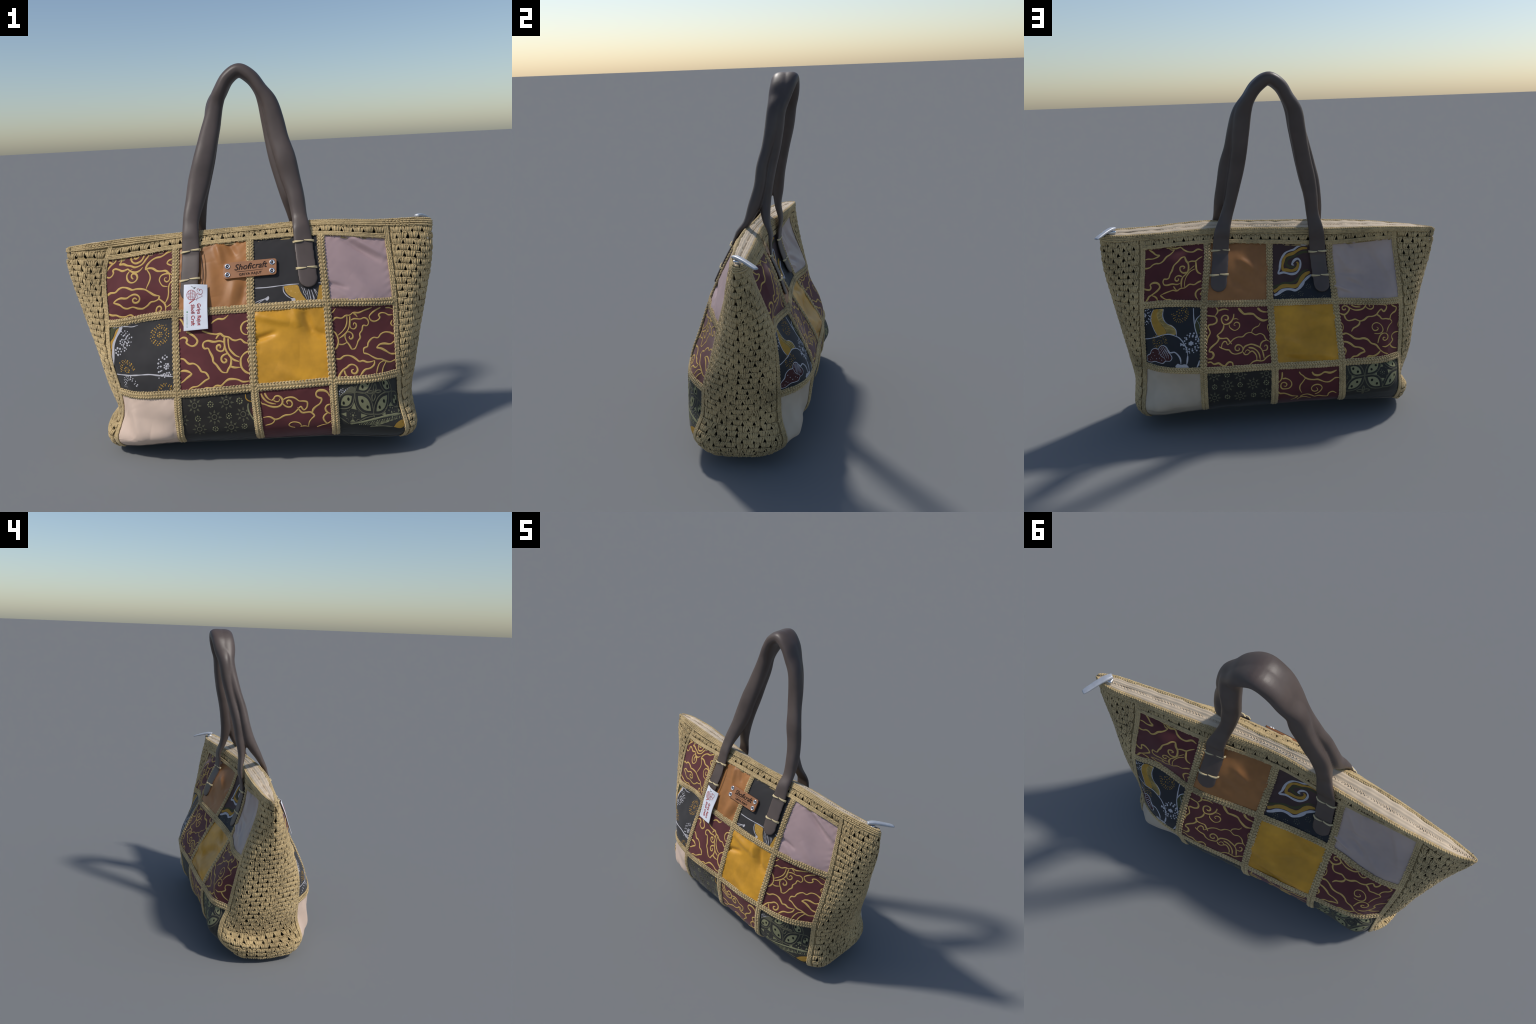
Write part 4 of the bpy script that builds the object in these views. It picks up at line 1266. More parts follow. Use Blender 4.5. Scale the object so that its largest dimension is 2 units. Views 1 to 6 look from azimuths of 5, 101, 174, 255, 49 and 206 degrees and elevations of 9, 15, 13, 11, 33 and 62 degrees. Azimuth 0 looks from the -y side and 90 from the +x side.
d = patch_drawing((0, 2, 2))
d.stroke(WAX, [(.078, .065), (.096, .114), (.127, .153), (.175, .185), (.251, .205)], w=0.008)
d.stroke(WAX, [(.124, .061), (.138, .097), (.168, .136), (.209, .159)], w=0.008)
d.stroke(WAX, [(.209, .157), (.233, .140), (.253, .113), (.288, .108), (.317, .122), (.339, .152), (.340, .188), (.319, .220), (.278, .240), (.230, .241), (.158, .221), (.108, .197), (.074, .186), (.064, .161)], w=0.009)
d.stroke(WAX, [(.227, .156), (.251, .174), (.276, .180), (.304, .165), (.302, .141)], w=0.007)
d.stroke(WAX, [(.356, .157), (.392, .141), (.453, .136), (.490, .145), (.526, .169), (.550, .189), (.601, .193), (.651, .209), (.650, .247), (.641, .275), (.600, .305), (.580, .279), (.565, .258), (.537, .276), (.516, .271)], w=0.0075)
d.stroke(WAX, [(.338, .205), (.365, .235), (.402, .255), (.440, .253), (.461, .222), (.448, .184), (.414, .173), (.393, .188), (.403, .217)], w=0.0085)
d.stroke(WAX, [(.528, .280), (.576, .336), (.632, .336), (.684, .337), (.717, .363), (.731, .385), (.697, .417), (.663, .460), (.646, .530)], w=0.008)
d.stroke(WAX, [(.706, .336), (.721, .303), (.758, .271), (.804, .245), (.832, .211), (.837, .180), (.801, .166), (.773, .144), (.771, .113), (.795, .087), (.843, .083), (.895, .095), (.924, .120), (.942, .160)], w=0.0095)
d.stroke(WAX, [(.528, .289), (.486, .326), (.427, .352), (.361, .356), (.325, .367), (.270, .394), (.216, .399), (.184, .375), (.150, .359), (.070, .363)], w=0.0085)
d.stroke(WAX, [(.216, .399), (.204, .429), (.175, .452), (.088, .472)], w=0.0075)
d.stroke(WAX, [(.939, .254), (.898, .268), (.879, .296), (.885, .331), (.910, .357), (.940, .367)], w=0.009)
d.stroke(WAX, [(.901, .361), (.864, .384), (.845, .417), (.860, .462), (.893, .497), (.939, .466)], w=0.009)
d.stroke(WAX, [(.558, .523), (.535, .480), (.475, .457), (.422, .463), (.393, .495), (.416, .529), (.468, .545)], w=0.006)
d.stroke(WAX, [(.540, .533), (.602, .527), (.654, .542)], w=0.006)
d.stroke(WAX, [(.755, .549), (.827, .520), (.898, .503)], w=0.006)

d = patch_drawing((6, 0, 0))
d.stroke(WAX, [(.073, .014), (.125, .066), (.184, .128), (.237, .144), (.185, .181), (.120, .197), (.054, .189), (.008, .198)], w=0.0095)
d.stroke(WAX, [(-.006, .349), (.039, .358), (.092, .345), (.144, .302), (.190, .288), (.249, .288), (.300, .256), (.349, .189), (.400, .155), (.438, .119), (.473, .071)], w=0.0095)
d.stroke(WAX, [(.473, .071), (.424, .064), (.385, .032)])
d.stroke(WAX, [(.346, .018), (.418, .020), (.496, .046), (.569, .032), (.621, .089), (.674, .125), (.767, .140), (.847, .099), (.922, .129)], w=0.01)
d.stroke(WAX, [(.637, -.099), (.690, -.019), (.737, -.028)])
d.stroke(WAX, [(.636, .214), (.585, .230), (.535, .287), (.474, .351), (.453, .427), (.425, .488), (.409, .550), (.377, .566), (.338, .563), (.321, .608), (.344, .660), (.391, .667), (.469, .651), (.549, .664), (.594, .649)])
d.stroke(WAX, [(.636, .214), (.659, .280), (.694, .333), (.705, .396), (.702, .451), (.668, .509), (.626, .554), (.611, .622), (.619, .722)], w=0.01)
d.stroke(WAX, [(.685, .477), (.626, .481), (.577, .432), (.574, .382), (.618, .370), (.646, .397), (.621, .415)])
d.stroke(WAX, [(.611, .539), (.558, .520), (.514, .544), (.510, .586), (.544, .607), (.566, .584), (.554, .565)])
d.stroke(WAX, [(.796, .378), (.746, .421), (.710, .458)], w=0.006)
d.stroke(WAX, [(.807, .433), (.737, .468), (.684, .545), (.664, .626), (.669, .717)], w=0.006)
d.stroke(WAX, [(.687, .315), (.745, .300), (.811, .304), (.850, .273), (.916, .233)])
d.stroke(WAX, [(.815, .311), (.824, .394), (.834, .442), (.865, .491), (.918, .520)], w=0.01)
d.stroke(WAX, [(.931, .629), (.879, .650), (.822, .685), (.742, .678), (.698, .711), (.673, .731), (.607, .739), (.550, .777), (.489, .763), (.424, .785), (.359, .811), (.286, .848)], w=0.0085)
d.stroke(WAX, [(.286, .848), (.335, .901), (.391, .935), (.445, .938), (.500, .969)], w=0.0095)
d.stroke(WAX, [(.492, .693), (.521, .739), (.557, .774)])
d.stroke(WAX, [(.942, .748), (.890, .771), (.854, .826), (.865, .888), (.902, .936)])
d.dots(WAX, [(.947, .839), (.009, .817)], r=0.007)
d.stroke(WAX, [(-.010, .697), (.049, .725), (.111, .729), (.127, .694), (.111, .650), (.147, .621), (.208, .618), (.256, .647), (.272, .699), (.241, .749), (.189, .795), (.143, .827), (.102, .853), (.075, .902), (.033, .953)], w=0.011)
d.stroke(WAX, [(.150, .839), (.199, .863), (.234, .907), (.249, .962)])

d = patch_drawing((6, 1, 1))
d.stroke(WAX, [(.184, .056), (.211, .095), (.205, .128), (.173, .174)])
d.stroke(WAX, [(.225, .102), (.277, .084), (.324, .081), (.371, .096)])
d.stroke(WAX, [(.055, .172), (.121, .179), (.167, .187), (.197, .227), (.191, .273), (.149, .301), (.084, .313), (.068, .336), (.091, .388), (.101, .427), (.079, .471), (.060, .509), (.060, .568)], w=0.0095)
d.stroke(WAX, [(.450, .154), (.443, .207), (.416, .260), (.383, .292), (.344, .307), (.298, .303), (.269, .255), (.272, .202), (.311, .173), (.358, .185), (.364, .225), (.338, .247), (.315, .230)], w=0.0085)
d.stroke(WAX, [(.443, .234), (.482, .226), (.515, .240)], w=0.006)
d.stroke(WAX, [(.380, .312), (.382, .345), (.414, .380), (.459, .402), (.504, .384), (.531, .345), (.526, .298), (.488, .280), (.455, .298), (.451, .325), (.473, .333)], w=0.006)
d.stroke(WAX, [(.302, .309), (.292, .368), (.259, .419), (.201, .462)], w=0.0085)
d.stroke(WAX, [(.201, .462), (.227, .507), (.201, .565), (.149, .609), (.098, .660), (.088, .698), (.129, .709), (.151, .753), (.122, .805), (.058, .810)], w=0.0105)
d.stroke(WAX, [(.233, .508), (.284, .513), (.348, .513), (.373, .548), (.412, .603)])
d.stroke(WAX, [(.232, .632), (.263, .653), (.325, .680), (.369, .689), (.406, .735), (.455, .756), (.505, .750), (.556, .727), (.565, .668), (.529, .625), (.491, .619), (.458, .653), (.463, .693), (.500, .706), (.520, .684), (.508, .663)], w=0.0075)
d.stroke(WAX, [(.263, .647), (.277, .588), (.309, .557), (.334, .565), (.352, .609), (.391, .576), (.436, .532), (.501, .502), (.571, .500), (.624, .456), (.689, .443), (.757, .483), (.823, .466), (.872, .495), (.900, .559), (.949, .596)], w=0.0065)
d.stroke(WAX, [(.702, .444), (.717, .401), (.757, .369), (.804, .350), (.833, .303)], w=0.0065)
d.stroke(WAX, [(.570, .701), (.590, .656), (.642, .630), (.693, .623), (.755, .647), (.804, .677), (.833, .719), (.848, .781), (.856, .851)], w=0.0085)
d.stroke(WAX, [(.646, .670), (.709, .684), (.763, .728), (.791, .785), (.799, .874)], w=0.0085)
d.stroke(WAX, [(.568, .735), (.592, .773), (.629, .773), (.662, .742), (.694, .727), (.730, .760), (.752, .809), (.752, .871)], w=0.008)
d.stroke(WAX, [(.662, .728), (.632, .703), (.606, .717), (.596, .743)], w=0.0075)
d.stroke(WAX, [(.810, .671), (.826, .617), (.860, .585), (.906, .573)], w=0.008)
d.stroke(WAX, [(.845, .730), (.896, .723), (.914, .683), (.901, .649), (.875, .654), (.874, .674)], w=0.0075)
d.stroke(WAX, [(.954, .798), (.895, .832), (.842, .884), (.804, .889), (.755, .878), (.698, .895), (.647, .940), (.597, .950), (.536, .952), (.485, .984)], w=0.0075)
d.stroke(WAX, [(.518, .069), (.564, .124), (.603, .158), (.669, .157), (.742, .166), (.773, .198), (.824, .241), (.875, .267), (.948, .255)], w=0.0125)
d.stroke(WAX, [(.806, .073), (.844, .114), (.890, .133), (.950, .138)], w=0.0125)
d.stroke(WAX, [(.063, .868), (.108, .859), (.152, .893), (.221, .882), (.264, .916), (.307, .930), (.339, .894), (.371, .872), (.408, .885), (.419, .928), (.399, .977)], w=0.011)
d.stroke(WAX, [(.946, .328), (.935, .383), (.953, .445)], w=0.005)

d = patch_drawing((6, 3, 1))
d.stroke(WAX, [(.047, .202), (.113, .224), (.171, .180), (.197, .120), (.168, .085), (.122, .082), (.092, .108), (.102, .144), (.140, .137), (.138, .118)])
d.stroke(WAX, [(.112, .232), (.126, .289), (.162, .321), (.216, .313), (.264, .297), (.332, .324), (.392, .304), (.456, .251), (.523, .243), (.586, .213), (.625, .162), (.670, .126), (.703, .164), (.741, .136), (.761, .078), (.711, .050), (.635, .045), (.602, .023)])
d.stroke(WAX, [(.168, .081), (.217, .120), (.273, .144), (.337, .141), (.391, .121), (.433, .075), (.443, .039)])
d.stroke(WAX, [(.229, .065), (.278, .088), (.361, .092)])
d.stroke(WAX, [(.295, .048), (.345, .057), (.397, .048)])
d.stroke(WAX, [(.439, .082), (.469, .115), (.507, .125), (.549, .095), (.550, .051), (.514, .041), (.490, .059), (.504, .085)], w=0.0075)
d.stroke(WAX, [(.331, .328), (.313, .378), (.270, .415), (.221, .444), (.189, .493)])
d.stroke(WAX, [(.593, .213), (.632, .243), (.664, .285), (.730, .285), (.801, .296), (.821, .241), (.856, .207), (.918, .176), (.938, .118), (.888, .090), (.856, .065), (.851, .032)])
d.stroke(WAX, [(.801, .296), (.841, .351), (.785, .402), (.746, .455), (.724, .511)], w=0.007)
d.stroke(WAX, [(.520, .518), (.574, .523), (.640, .503), (.663, .462), (.651, .404), (.613, .360), (.566, .348), (.516, .373), (.497, .423), (.518, .468), (.559, .469), (.590, .437), (.565, .416)], w=0.006)
d.stroke(WAX, [(.564, .679), (.581, .612), (.615, .546), (.661, .519), (.714, .528), (.744, .574), (.726, .626), (.677, .642), (.651, .617), (.664, .587), (.694, .598)], w=0.0075)
d.stroke(WAX, [(.989, .554), (.891, .547), (.830, .580), (.830, .628), (.851, .666), (.812, .712), (.762, .737), (.701, .757), (.637, .744)])
d.stroke(WAX, [(.782, .735), (.846, .805), (.961, .855)])
d.stroke(WAX, [(1.013, .350), (.975, .414), (.999, .499)], w=0.007)
d.stroke(WAX, [(.045, .540), (.106, .523), (.163, .551), (.224, .601), (.288, .610), (.354, .598), (.412, .618), (.461, .677), (.535, .709), (.577, .766), (.606, .809)], w=0.0115)
d.stroke(WAX, [(.606, .809), (.676, .870), (.745, .901)])
d.stroke(WAX, [(.050, .654), (.104, .662), (.162, .695), (.212, .738), (.284, .749), (.342, .783), (.366, .821)], w=0.0115)
d.stroke(WAX, [(.366, .821), (.297, .851), (.234, .895), (.186, .900), (.142, .943), (.098, .970)], w=0.0115)
d.stroke(WAX, [(.606, .817), (.560, .870), (.486, .906), (.424, .902), (.373, .948), (.331, .970)], w=0.0115)
d.stroke(WAX, [(.436, .919), (.463, .946)])
d.stroke(WAX, [(.057, .750), (.076, .800), (.060, .864)])
d.stroke(WAX, [(.045, .339), (.073, .389), (.070, .445), (.043, .500)], w=0.006)

d = patch_drawing((6, 2, 2))
d.stroke(WAX, [(.105, .084), (.104, .139), (.091, .194), (.042, .255)], w=0.008)
d.stroke(WAX, [(.108, .186), (.153, .183), (.202, .205), (.239, .251), (.239, .309), (.204, .350), (.151, .358), (.106, .352), (.083, .310), (.096, .258), (.127, .245), (.158, .257), (.172, .283), (.155, .315), (.125, .302)], w=0.0075)
d.stroke(WAX, [(.351, .091), (.373, .128), (.408, .154), (.440, .188), (.499, .216), (.562, .224), (.626, .223), (.676, .246), (.736, .273), (.797, .275), (.843, .249), (.886, .218), (.948, .217)], w=0.0085)
d.stroke(WAX, [(.440, .198), (.404, .255), (.369, .311), (.361, .365), (.376, .415), (.395, .451)], w=0.007)
d.stroke(WAX, [(.540, .100), (.562, .138), (.617, .158), (.672, .145), (.723, .116), (.816, .132), (.868, .117), (.911, .098)], w=0.011)
d.stroke(WAX, [(.586, .489), (.630, .467), (.674, .417), (.691, .369), (.663, .324), (.613, .309), (.559, .328), (.532, .375), (.551, .420), (.588, .434), (.624, .413), (.618, .380), (.600, .363)], w=0.007)
d.stroke(WAX, [(.048, .400), (.067, .430), (.144, .441), (.199, .469), (.254, .506), (.340, .519)], w=0.0095)
d.stroke(WAX, [(.340, .519), (.303, .581), (.244, .698)], w=0.009)
d.stroke(WAX, [(.372, .537), (.424, .497), (.482, .488), (.542, .520), (.585, .548), (.642, .529), (.708, .548), (.773, .552), (.792, .487), (.851, .455), (.909, .493)], w=0.0085)
d.stroke(WAX, [(.334, .695), (.374, .564), (.454, .553), (.534, .618)], w=0.007)

d = patch_drawing((0, 0, 1))
d.fill(MOSS_DYE, [(.033, .052), (.164, .060), (.109, .101), (.074, .166), (.046, .220), (.004, .256), (.001, .154)])
d.fill(OCHRE_DYE, [(.175, .068), (.125, .102), (.092, .174), (.065, .214), (.014, .263), (-.017, .361), (-.062, .462), (-.073, .591), (-.062, .612), (.031, .425), (.049, .329), (.077, .254), (.117, .201), (.156, .125)], lift=0.0004)
d.fill(WHITE_DYE, [(.186, .056), (.230, .070), (.202, .131), (.150, .197), (.117, .261), (.093, .328), (.084, .422), (.036, .563), (-.063, .691), (-.091, .652), (.007, .496), (.040, .370), (.057, .288), (.100, .221), (.149, .131)], lift=0.0006)
d.stroke(WHITE_DYE, [(.076, .066), (.186, .056), (.294, .074), (.379, .093), (.461, .086)], w=0.006)
d.stroke(WHITE_DYE, [(-.101, .752), (.178, .720), (.345, .713), (.500, .709), (.612, .713), (.744, .739), (.945, .771)], w=0.0075)
dot_ring(d, WHITE_DYE, .229, .257, .132, .133, -0.27, 0.27, 4, 0.0048)
dot_flower(d, WHITE_DYE, .233, .271, .038, 0.0045)
dot_flower(d, WHITE_DYE, .161, .394, .051, 0.006)
dot_ring(d, OCHRE_DYE, .770, .248, .120, .127, 0, 1, 3, 0.0036)
dot_flower(d, OCHRE_DYE, .770, .248, .031, 0.0036)
dot_ring(d, OCHRE_DYE, .271, .636, .125, .128, -0.54, 0.04, 3, 0.0038)
dot_flower(d, OCHRE_DYE, .269, .642, .038, 0.0038)
dot_ring(d, WHITE_DYE, .864, .636, .127, .131, 0.3, 0.8, 3, 0.0052)
dot_flower(d, WHITE_DYE, .861, .639, .033, 0.005)
d.dots(WHITE_DYE, [(.860, .719), (.893, .719), (.845, .740), (.878, .746), (.912, .743), (.744, .771), (.790, .747)], r=0.0048)
dot_ring(d, WHITE_DYE, .270, .887, .136, .160, -0.5, 0.0, 3, 0.0048)
dot_ring(d, OCHRE_DYE, .829, .943, .119, .094, -0.5, 0, 3, 0.0038)

d = patch_drawing((0, 2, 0))
d.stroke(WHITE_DYE, [(.065, .728), (.223, .730), (.408, .720), (.544, .713), (.653, .713)], w=0.0055)
d.stroke(WHITE_DYE, [(.911, .712), (.952, .714)], w=0.0055)
d.fill(OCHRE_DYE, [(.448, .733), (.544, .723), (.638, .733), (.659, .804), (.688, .870), (.735, .961), (.596, .951), (.585, .914), (.521, .873), (.471, .812)])
d.fill(OCHRE_DYE, [(.921, .748), (.956, .742), (.948, .967), (.882, .963), (.898, .847)])
d.stroke(WHITE_DYE, [(.441, .733), (.444, .803), (.481, .862), (.526, .902), (.565, .919), (.549, .955)], w=0.005)
d.fill(WHITE_DYE, [(.539, .910), (.585, .906), (.589, .951), (.549, .955)], lift=0.0006)
d.dots(WAX, [(.494, .765), (.485, .799), (.542, .803), (.594, .828), (.515, .851), (.550, .878), (.667, .890), (.613, .749), (.634, .827), (.562, .749), (.637, .939)], r=0.0034)
d.stroke(WHITE_DYE, [(.683, .757), (.706, .807)], w=0.0032, smooth=False)
d.stroke(WHITE_DYE, [(.700, .807), (.715, .872)], w=0.0032, smooth=False)
d.stroke(WHITE_DYE, [(.753, .810), (.768, .964)], w=0.0032, smooth=False)
d.stroke(WHITE_DYE, [(.722, .858), (.749, .955)], w=0.0032, smooth=False)
d.stroke(WHITE_DYE, [(.808, .799), (.854, .969)], w=0.0032, smooth=False)
d.stroke(WHITE_DYE, [(.823, .864), (.834, .968)], w=0.0032, smooth=False)
d.stroke(WHITE_DYE, [(.856, .795), (.890, .861)], w=0.0032, smooth=False)
d.stroke(WHITE_DYE, [(.775, .790), (.802, .958)], w=0.0032, smooth=False)
d.stroke(WHITE_DYE, [(.843, .787), (.883, .904)], w=0.0032, smooth=False)
d.stroke(WHITE_DYE, [(.787, .884), (.788, .965)], w=0.0032, smooth=False)
d.stroke(WHITE_DYE, [(.716, .773), (.742, .867)], w=0.0032, smooth=False)
d.stroke(WHITE_DYE, [(.061, .929), (.123, .905), (.184, .888), (.239, .857)], w=0.005)
d.stroke(WHITE_DYE, [(.081, .960), (.136, .920), (.198, .889)], w=0.004)
d.fill(WHITE_DYE, [(.191, .889), (.240, .850), (.248, .886), (.217, .916)])

d = patch_drawing((0, 1, 2))
sun(d, .227, .140)
sun(d, .636, .134)
sun(d, .468, .310)
sun(d, .827, .303)
sun(d, .259, .463)
sun(d, .659, .467)
sun(d, .040, .313)
spot_flower(d, .435, .142)
spot_flower(d, .800, .132)
spot_flower(d, .254, .313)
spot_flower(d, .648, .310)
spot_flower(d, .460, .475)
spot_flower(d, .823, .464)
d.stroke(OCHRE_DYE, [(.883, .056), (.882, .107), (.909, .139), (.948, .151)], w=0.006)
d.stroke(SAGE_DYE, [(.906, .170), (.896, .213), (.901, .277), (.929, .346), (.962, .409)], w=0.008)
d.fill(BERRY_DYE, [(.922, .215), (.966, .264), (.968, .358), (.927, .288)])

d = patch_drawing((0, 3, 2))
d.fill(DIM_DYE, [(.076, .185), (.260, .061), (.293, .091), (.289, .128), (.153, .145)])
petal(d, (.293, .132), (.520, .382), 0.04)
petal(d, (.803, .164), (.520, .382), 0.032)
petal(d, (.287, .141), (.045, .300), 0.034)
petal(d, (.857, .161), (.658, .011), 0.026)
petal(d, (.300, .120), (.570, .001), 0.03)
petal(d, (.855, .172), (.956, .340), 0.03)
d.fill(SAGE_DYE, [(.269, .237), (.223, .313), (.292, .327)], smooth=False)
d.fill(SAGE_DYE, [(.081, .376), (.154, .359), (.149, .409)], smooth=False)
d.fill(SAGE_DYE, [(.345, .371), (.426, .393), (.338, .425)], smooth=False)
d.fill(SAGE_DYE, [(.192, .476), (.260, .474), (.229, .441)], smooth=False)
d.fill(SAGE_DYE, [(.813, .273), (.758, .309), (.844, .318)], smooth=False)
d.fill(SAGE_DYE, [(.618, .381), (.692, .351), (.688, .401)], smooth=False)
d.fill(SAGE_DYE, [(.936, .349), (.980, .377), (.921, .391)], smooth=False)
dot_flower(d, DIM_DYE, .239, .395, .034, 0.003)
dot_flower(d, SAGE_DYE, .800, .373, .046, 0.003)
d.dots(SAGE_DYE, [(.239, .395), (.800, .373)], r=0.005)
d.stroke(DIM_DYE, [(.570, .144), (.511, .154), (.458, .136), (.515, .125), (.570, .144)], w=0.007)
d.stroke(DIM_DYE, [(.570, .144), (.622, .129), (.678, .141), (.624, .155), (.570, .144)], w=0.007)
d.stroke(DIM_DYE, [(.570, .144), (.574, .195), (.531, .238), (.527, .186), (.570, .144)], w=0.007)
d.stroke(DIM_DYE, [(.570, .144), (.558, .098), (.590, .057), (.603, .104), (.570, .144)], w=0.007)
d.stroke(DIM_DYE, [(.161, .340), (.190, .345), (.208, .317)], w=0.004)
d.stroke(DIM_DYE, [(.308, .318), (.319, .349), (.351, .331)], w=0.004)
d.stroke(DIM_DYE, [(.142, .433), (.166, .437), (.174, .462)], w=0.004)
d.stroke(DIM_DYE, [(.275, .464), (.297, .444), (.326, .443)], w=0.004)
d.stroke(DIM_DYE, [(.691, .334), (.731, .330), (.745, .307)], w=0.004)
d.stroke(DIM_DYE, [(.859, .320), (.876, .337), (.926, .325)], w=0.004)
d.stroke(DIM_DYE, [(.062, .418), (.124, .467), (.175, .508)], w=0.006)
d.stroke(DIM_DYE, [(.302, .062), (.292, .132)], w=0.01)
d.stroke(DIM_DYE, [(.521, .377), (.517, .424)], w=0.012)
d.stroke(DIM_DYE, [(.186, .500), (.303, .473), (.396, .428), (.511, .402)], w=0.006)
d.stroke(SAGE_DYE, [(.195, .510), (.351, .476), (.530, .432), (.706, .402), (.978, .405)], w=0.009)
d.dots(SAGE_DYE, [(.309, .513), (.331, .507), (.352, .501), (.374, .495), (.396, .489), (.417, .483), (.440, .478), (.462, .473), (.484, .468), (.507, .463), (.530, .458), (.554, .454), (.578, .450), (.602, .446), (.627, .443), (.653, .439), (.679, .437), (.706, .434), (.734, .432), (.762, .430), (.792, .429), (.824, .428), (.856, .428), (.891, .428), (.928, .428), (.968, .429)], r=0.0024)
d.dots(SAGE_DYE, [(.361, .515), (.383, .509), (.404, .503), (.425, .498), (.447, .492), (.468, .487), (.490, .482), (.513, .477), (.535, .472), (.558, .468), (.582, .464), (.605, .460), (.630, .457), (.655, .453), (.680, .450), (.706, .448), (.733, .445), (.761, .444), (.790, .442), (.820, .441), (.852, .441), (.885, .441), (.921, .441), (.959, .442)], r=0.0024)
d.dots(SAGE_DYE, [(.414, .517), (.432, .511), (.451, .506), (.469, .501), (.488, .496), (.507, .491), (.526, .486), (.545, .482), (.565, .478), (.585, .474), (.605, .470), (.626, .467), (.647, .463), (.668, .460), (.690, .457), (.713, .455), (.736, .452), (.760, .450), (.784, .449), (.810, .447), (.836, .446), (.864, .446)], r=0.0024)
d.dots(SAGE_DYE, [(.467, .519), (.482, .514), (.497, .509), (.512, .505), (.527, .500), (.542, .496), (.558, .492), (.573, .488), (.589, .484), (.605, .480), (.621, .477), (.638, .473), (.655, .470), (.672, .467), (.689, .464), (.707, .461), (.725, .459), (.744, .456), (.763, .454), (.783, .453)], r=0.0024)
d.dots(SAGE_DYE, [(.521, .522), (.532, .517), (.542, .513), (.552, .509), (.563, .505), (.573, .501), (.584, .498), (.595, .494), (.606, .491), (.617, .487), (.628, .484), (.639, .481), (.651, .478), (.662, .475), (.674, .472), (.686, .469), (.698, .466), (.710, .463)], r=0.0024)
d.fill(OCHRE_DYE, [(.773, .534), (.838, .488), (.995, .474), (.980, .532), (.893, .561)])
d.stroke(DIM_DYE, [(.441, .547), (.593, .524), (.760, .533)], w=0.008)
d.dots(WHITE_DYE, [(.133, .085), (.105, .097), (.168, .103), (.083, .113), (.131, .106), (.150, .120), (.108, .122), (.192, .090), (.217, .078), (.128, .134), (.080, .142), (.103, .152), (.083, .166)], r=0.0032)

d = patch_drawing((6, 0, 1))
d.fill(OCHRE_DYE, [(.179, .081), (.266, .083), (.239, .158), (.263, .248), (.323, .317), (.383, .385), (.399, .434), (.260, .472), (.205, .419), (.158, .329), (.136, .227), (.150, .146)])
d.fill(WAX, [(.266, .083), (.344, .083), (.334, .180), (.365, .248), (.424, .297), (.481, .309), (.546, .363), (.562, .436), (.414, .433), (.383, .378), (.323, .311), (.263, .248), (.235, .158)])
d.stroke(MOSS_DYE, [(.259, .095), (.338, .117)], w=0.0026, smooth=False, lift=0.0008)
d.stroke(MOSS_DYE, [(.253, .113), (.337, .136)], w=0.0026, smooth=False, lift=0.0008)
d.stroke(MOSS_DYE, [(.248, .130), (.336, .155)], w=0.0026, smooth=False, lift=0.0008)
d.stroke(MOSS_DYE, [(.242, .148), (.335, .174)], w=0.0026, smooth=False, lift=0.0008)
d.stroke(MOSS_DYE, [(.241, .167), (.338, .194)], w=0.0026, smooth=False, lift=0.0008)
d.stroke(MOSS_DYE, [(.248, .191), (.349, .215)], w=0.0026, smooth=False, lift=0.0008)
d.stroke(MOSS_DYE, [(.255, .214), (.359, .236)], w=0.0026, smooth=False, lift=0.0008)
d.stroke(MOSS_DYE, [(.261, .237), (.370, .256)], w=0.0026, smooth=False, lift=0.0008)
d.stroke(MOSS_DYE, [(.276, .257), (.389, .271)], w=0.0026, smooth=False, lift=0.0008)
d.stroke(MOSS_DYE, [(.293, .277), (.409, .284)], w=0.0026, smooth=False, lift=0.0008)
d.stroke(MOSS_DYE, [(.310, .296), (.429, .296)], w=0.0026, smooth=False, lift=0.0008)
d.stroke(MOSS_DYE, [(.327, .315), (.451, .310)], w=0.0026, smooth=False, lift=0.0008)
d.stroke(MOSS_DYE, [(.343, .334), (.477, .327)], w=0.0026, smooth=False, lift=0.0008)
d.stroke(MOSS_DYE, [(.360, .352), (.503, .345)], w=0.0026, smooth=False, lift=0.0008)
d.stroke(MOSS_DYE, [(.377, .371), (.529, .362)], w=0.0026, smooth=False, lift=0.0008)
d.stroke(MOSS_DYE, [(.387, .387), (.542, .380)], w=0.0026, smooth=False, lift=0.0008)
d.stroke(MOSS_DYE, [(.394, .400), (.548, .398)], w=0.0026, smooth=False, lift=0.0008)
d.stroke(MOSS_DYE, [(.400, .414), (.553, .415)], w=0.0026, smooth=False, lift=0.0008)
d.stroke(MOSS_DYE, [(.406, .427), (.558, .433)], w=0.0026, smooth=False, lift=0.0008)
d.stroke(WHITE_DYE, [(.179, .081), (.143, .152), (.132, .227), (.158, .336), (.205, .426), (.245, .480)], w=0.0045)
d.stroke(WHITE_DYE, [(.344, .083), (.334, .180), (.365, .254), (.424, .300), (.496, .327), (.553, .375), (.570, .466)], w=0.0055)
d.stroke(WHITE_DYE, [(-.089, .565), (.064, .550), (.206, .504), (.327, .462), (.443, .441), (.535, .461), (.612, .490), (.675, .552), (.717, .615), (.744, .677), (.751, .752)], w=0.006)
d.stroke(WHITE_DYE, [(.754, .752), (.748, .822), (.737, .888)], w=0.01)
dot_ring(d, WHITE_DYE, .011, .179, .132, .137, -0.2, 0.27, 3, 0.0045)
dot_flower(d, WHITE_DYE, .004, .165, .032, 0.006)
dot_ring(d, OCHRE_DYE, .618, .150, .132, .115, -0.03, 0.53, 3, 0.003)
dot_flower(d, OCHRE_DYE, .610, .138, .049, 0.003)
dot_ring(d, OCHRE_DYE, .618, .150, .132, .115, -0.2, 0.0, 3, 0.003)
dot_ring(d, OCHRE_DYE, .284, .567, .126, .111, 0.3, 1.05, 3, 0.0028)
dot_flower(d, OCHRE_DYE, .284, .580, .045, 0.003)
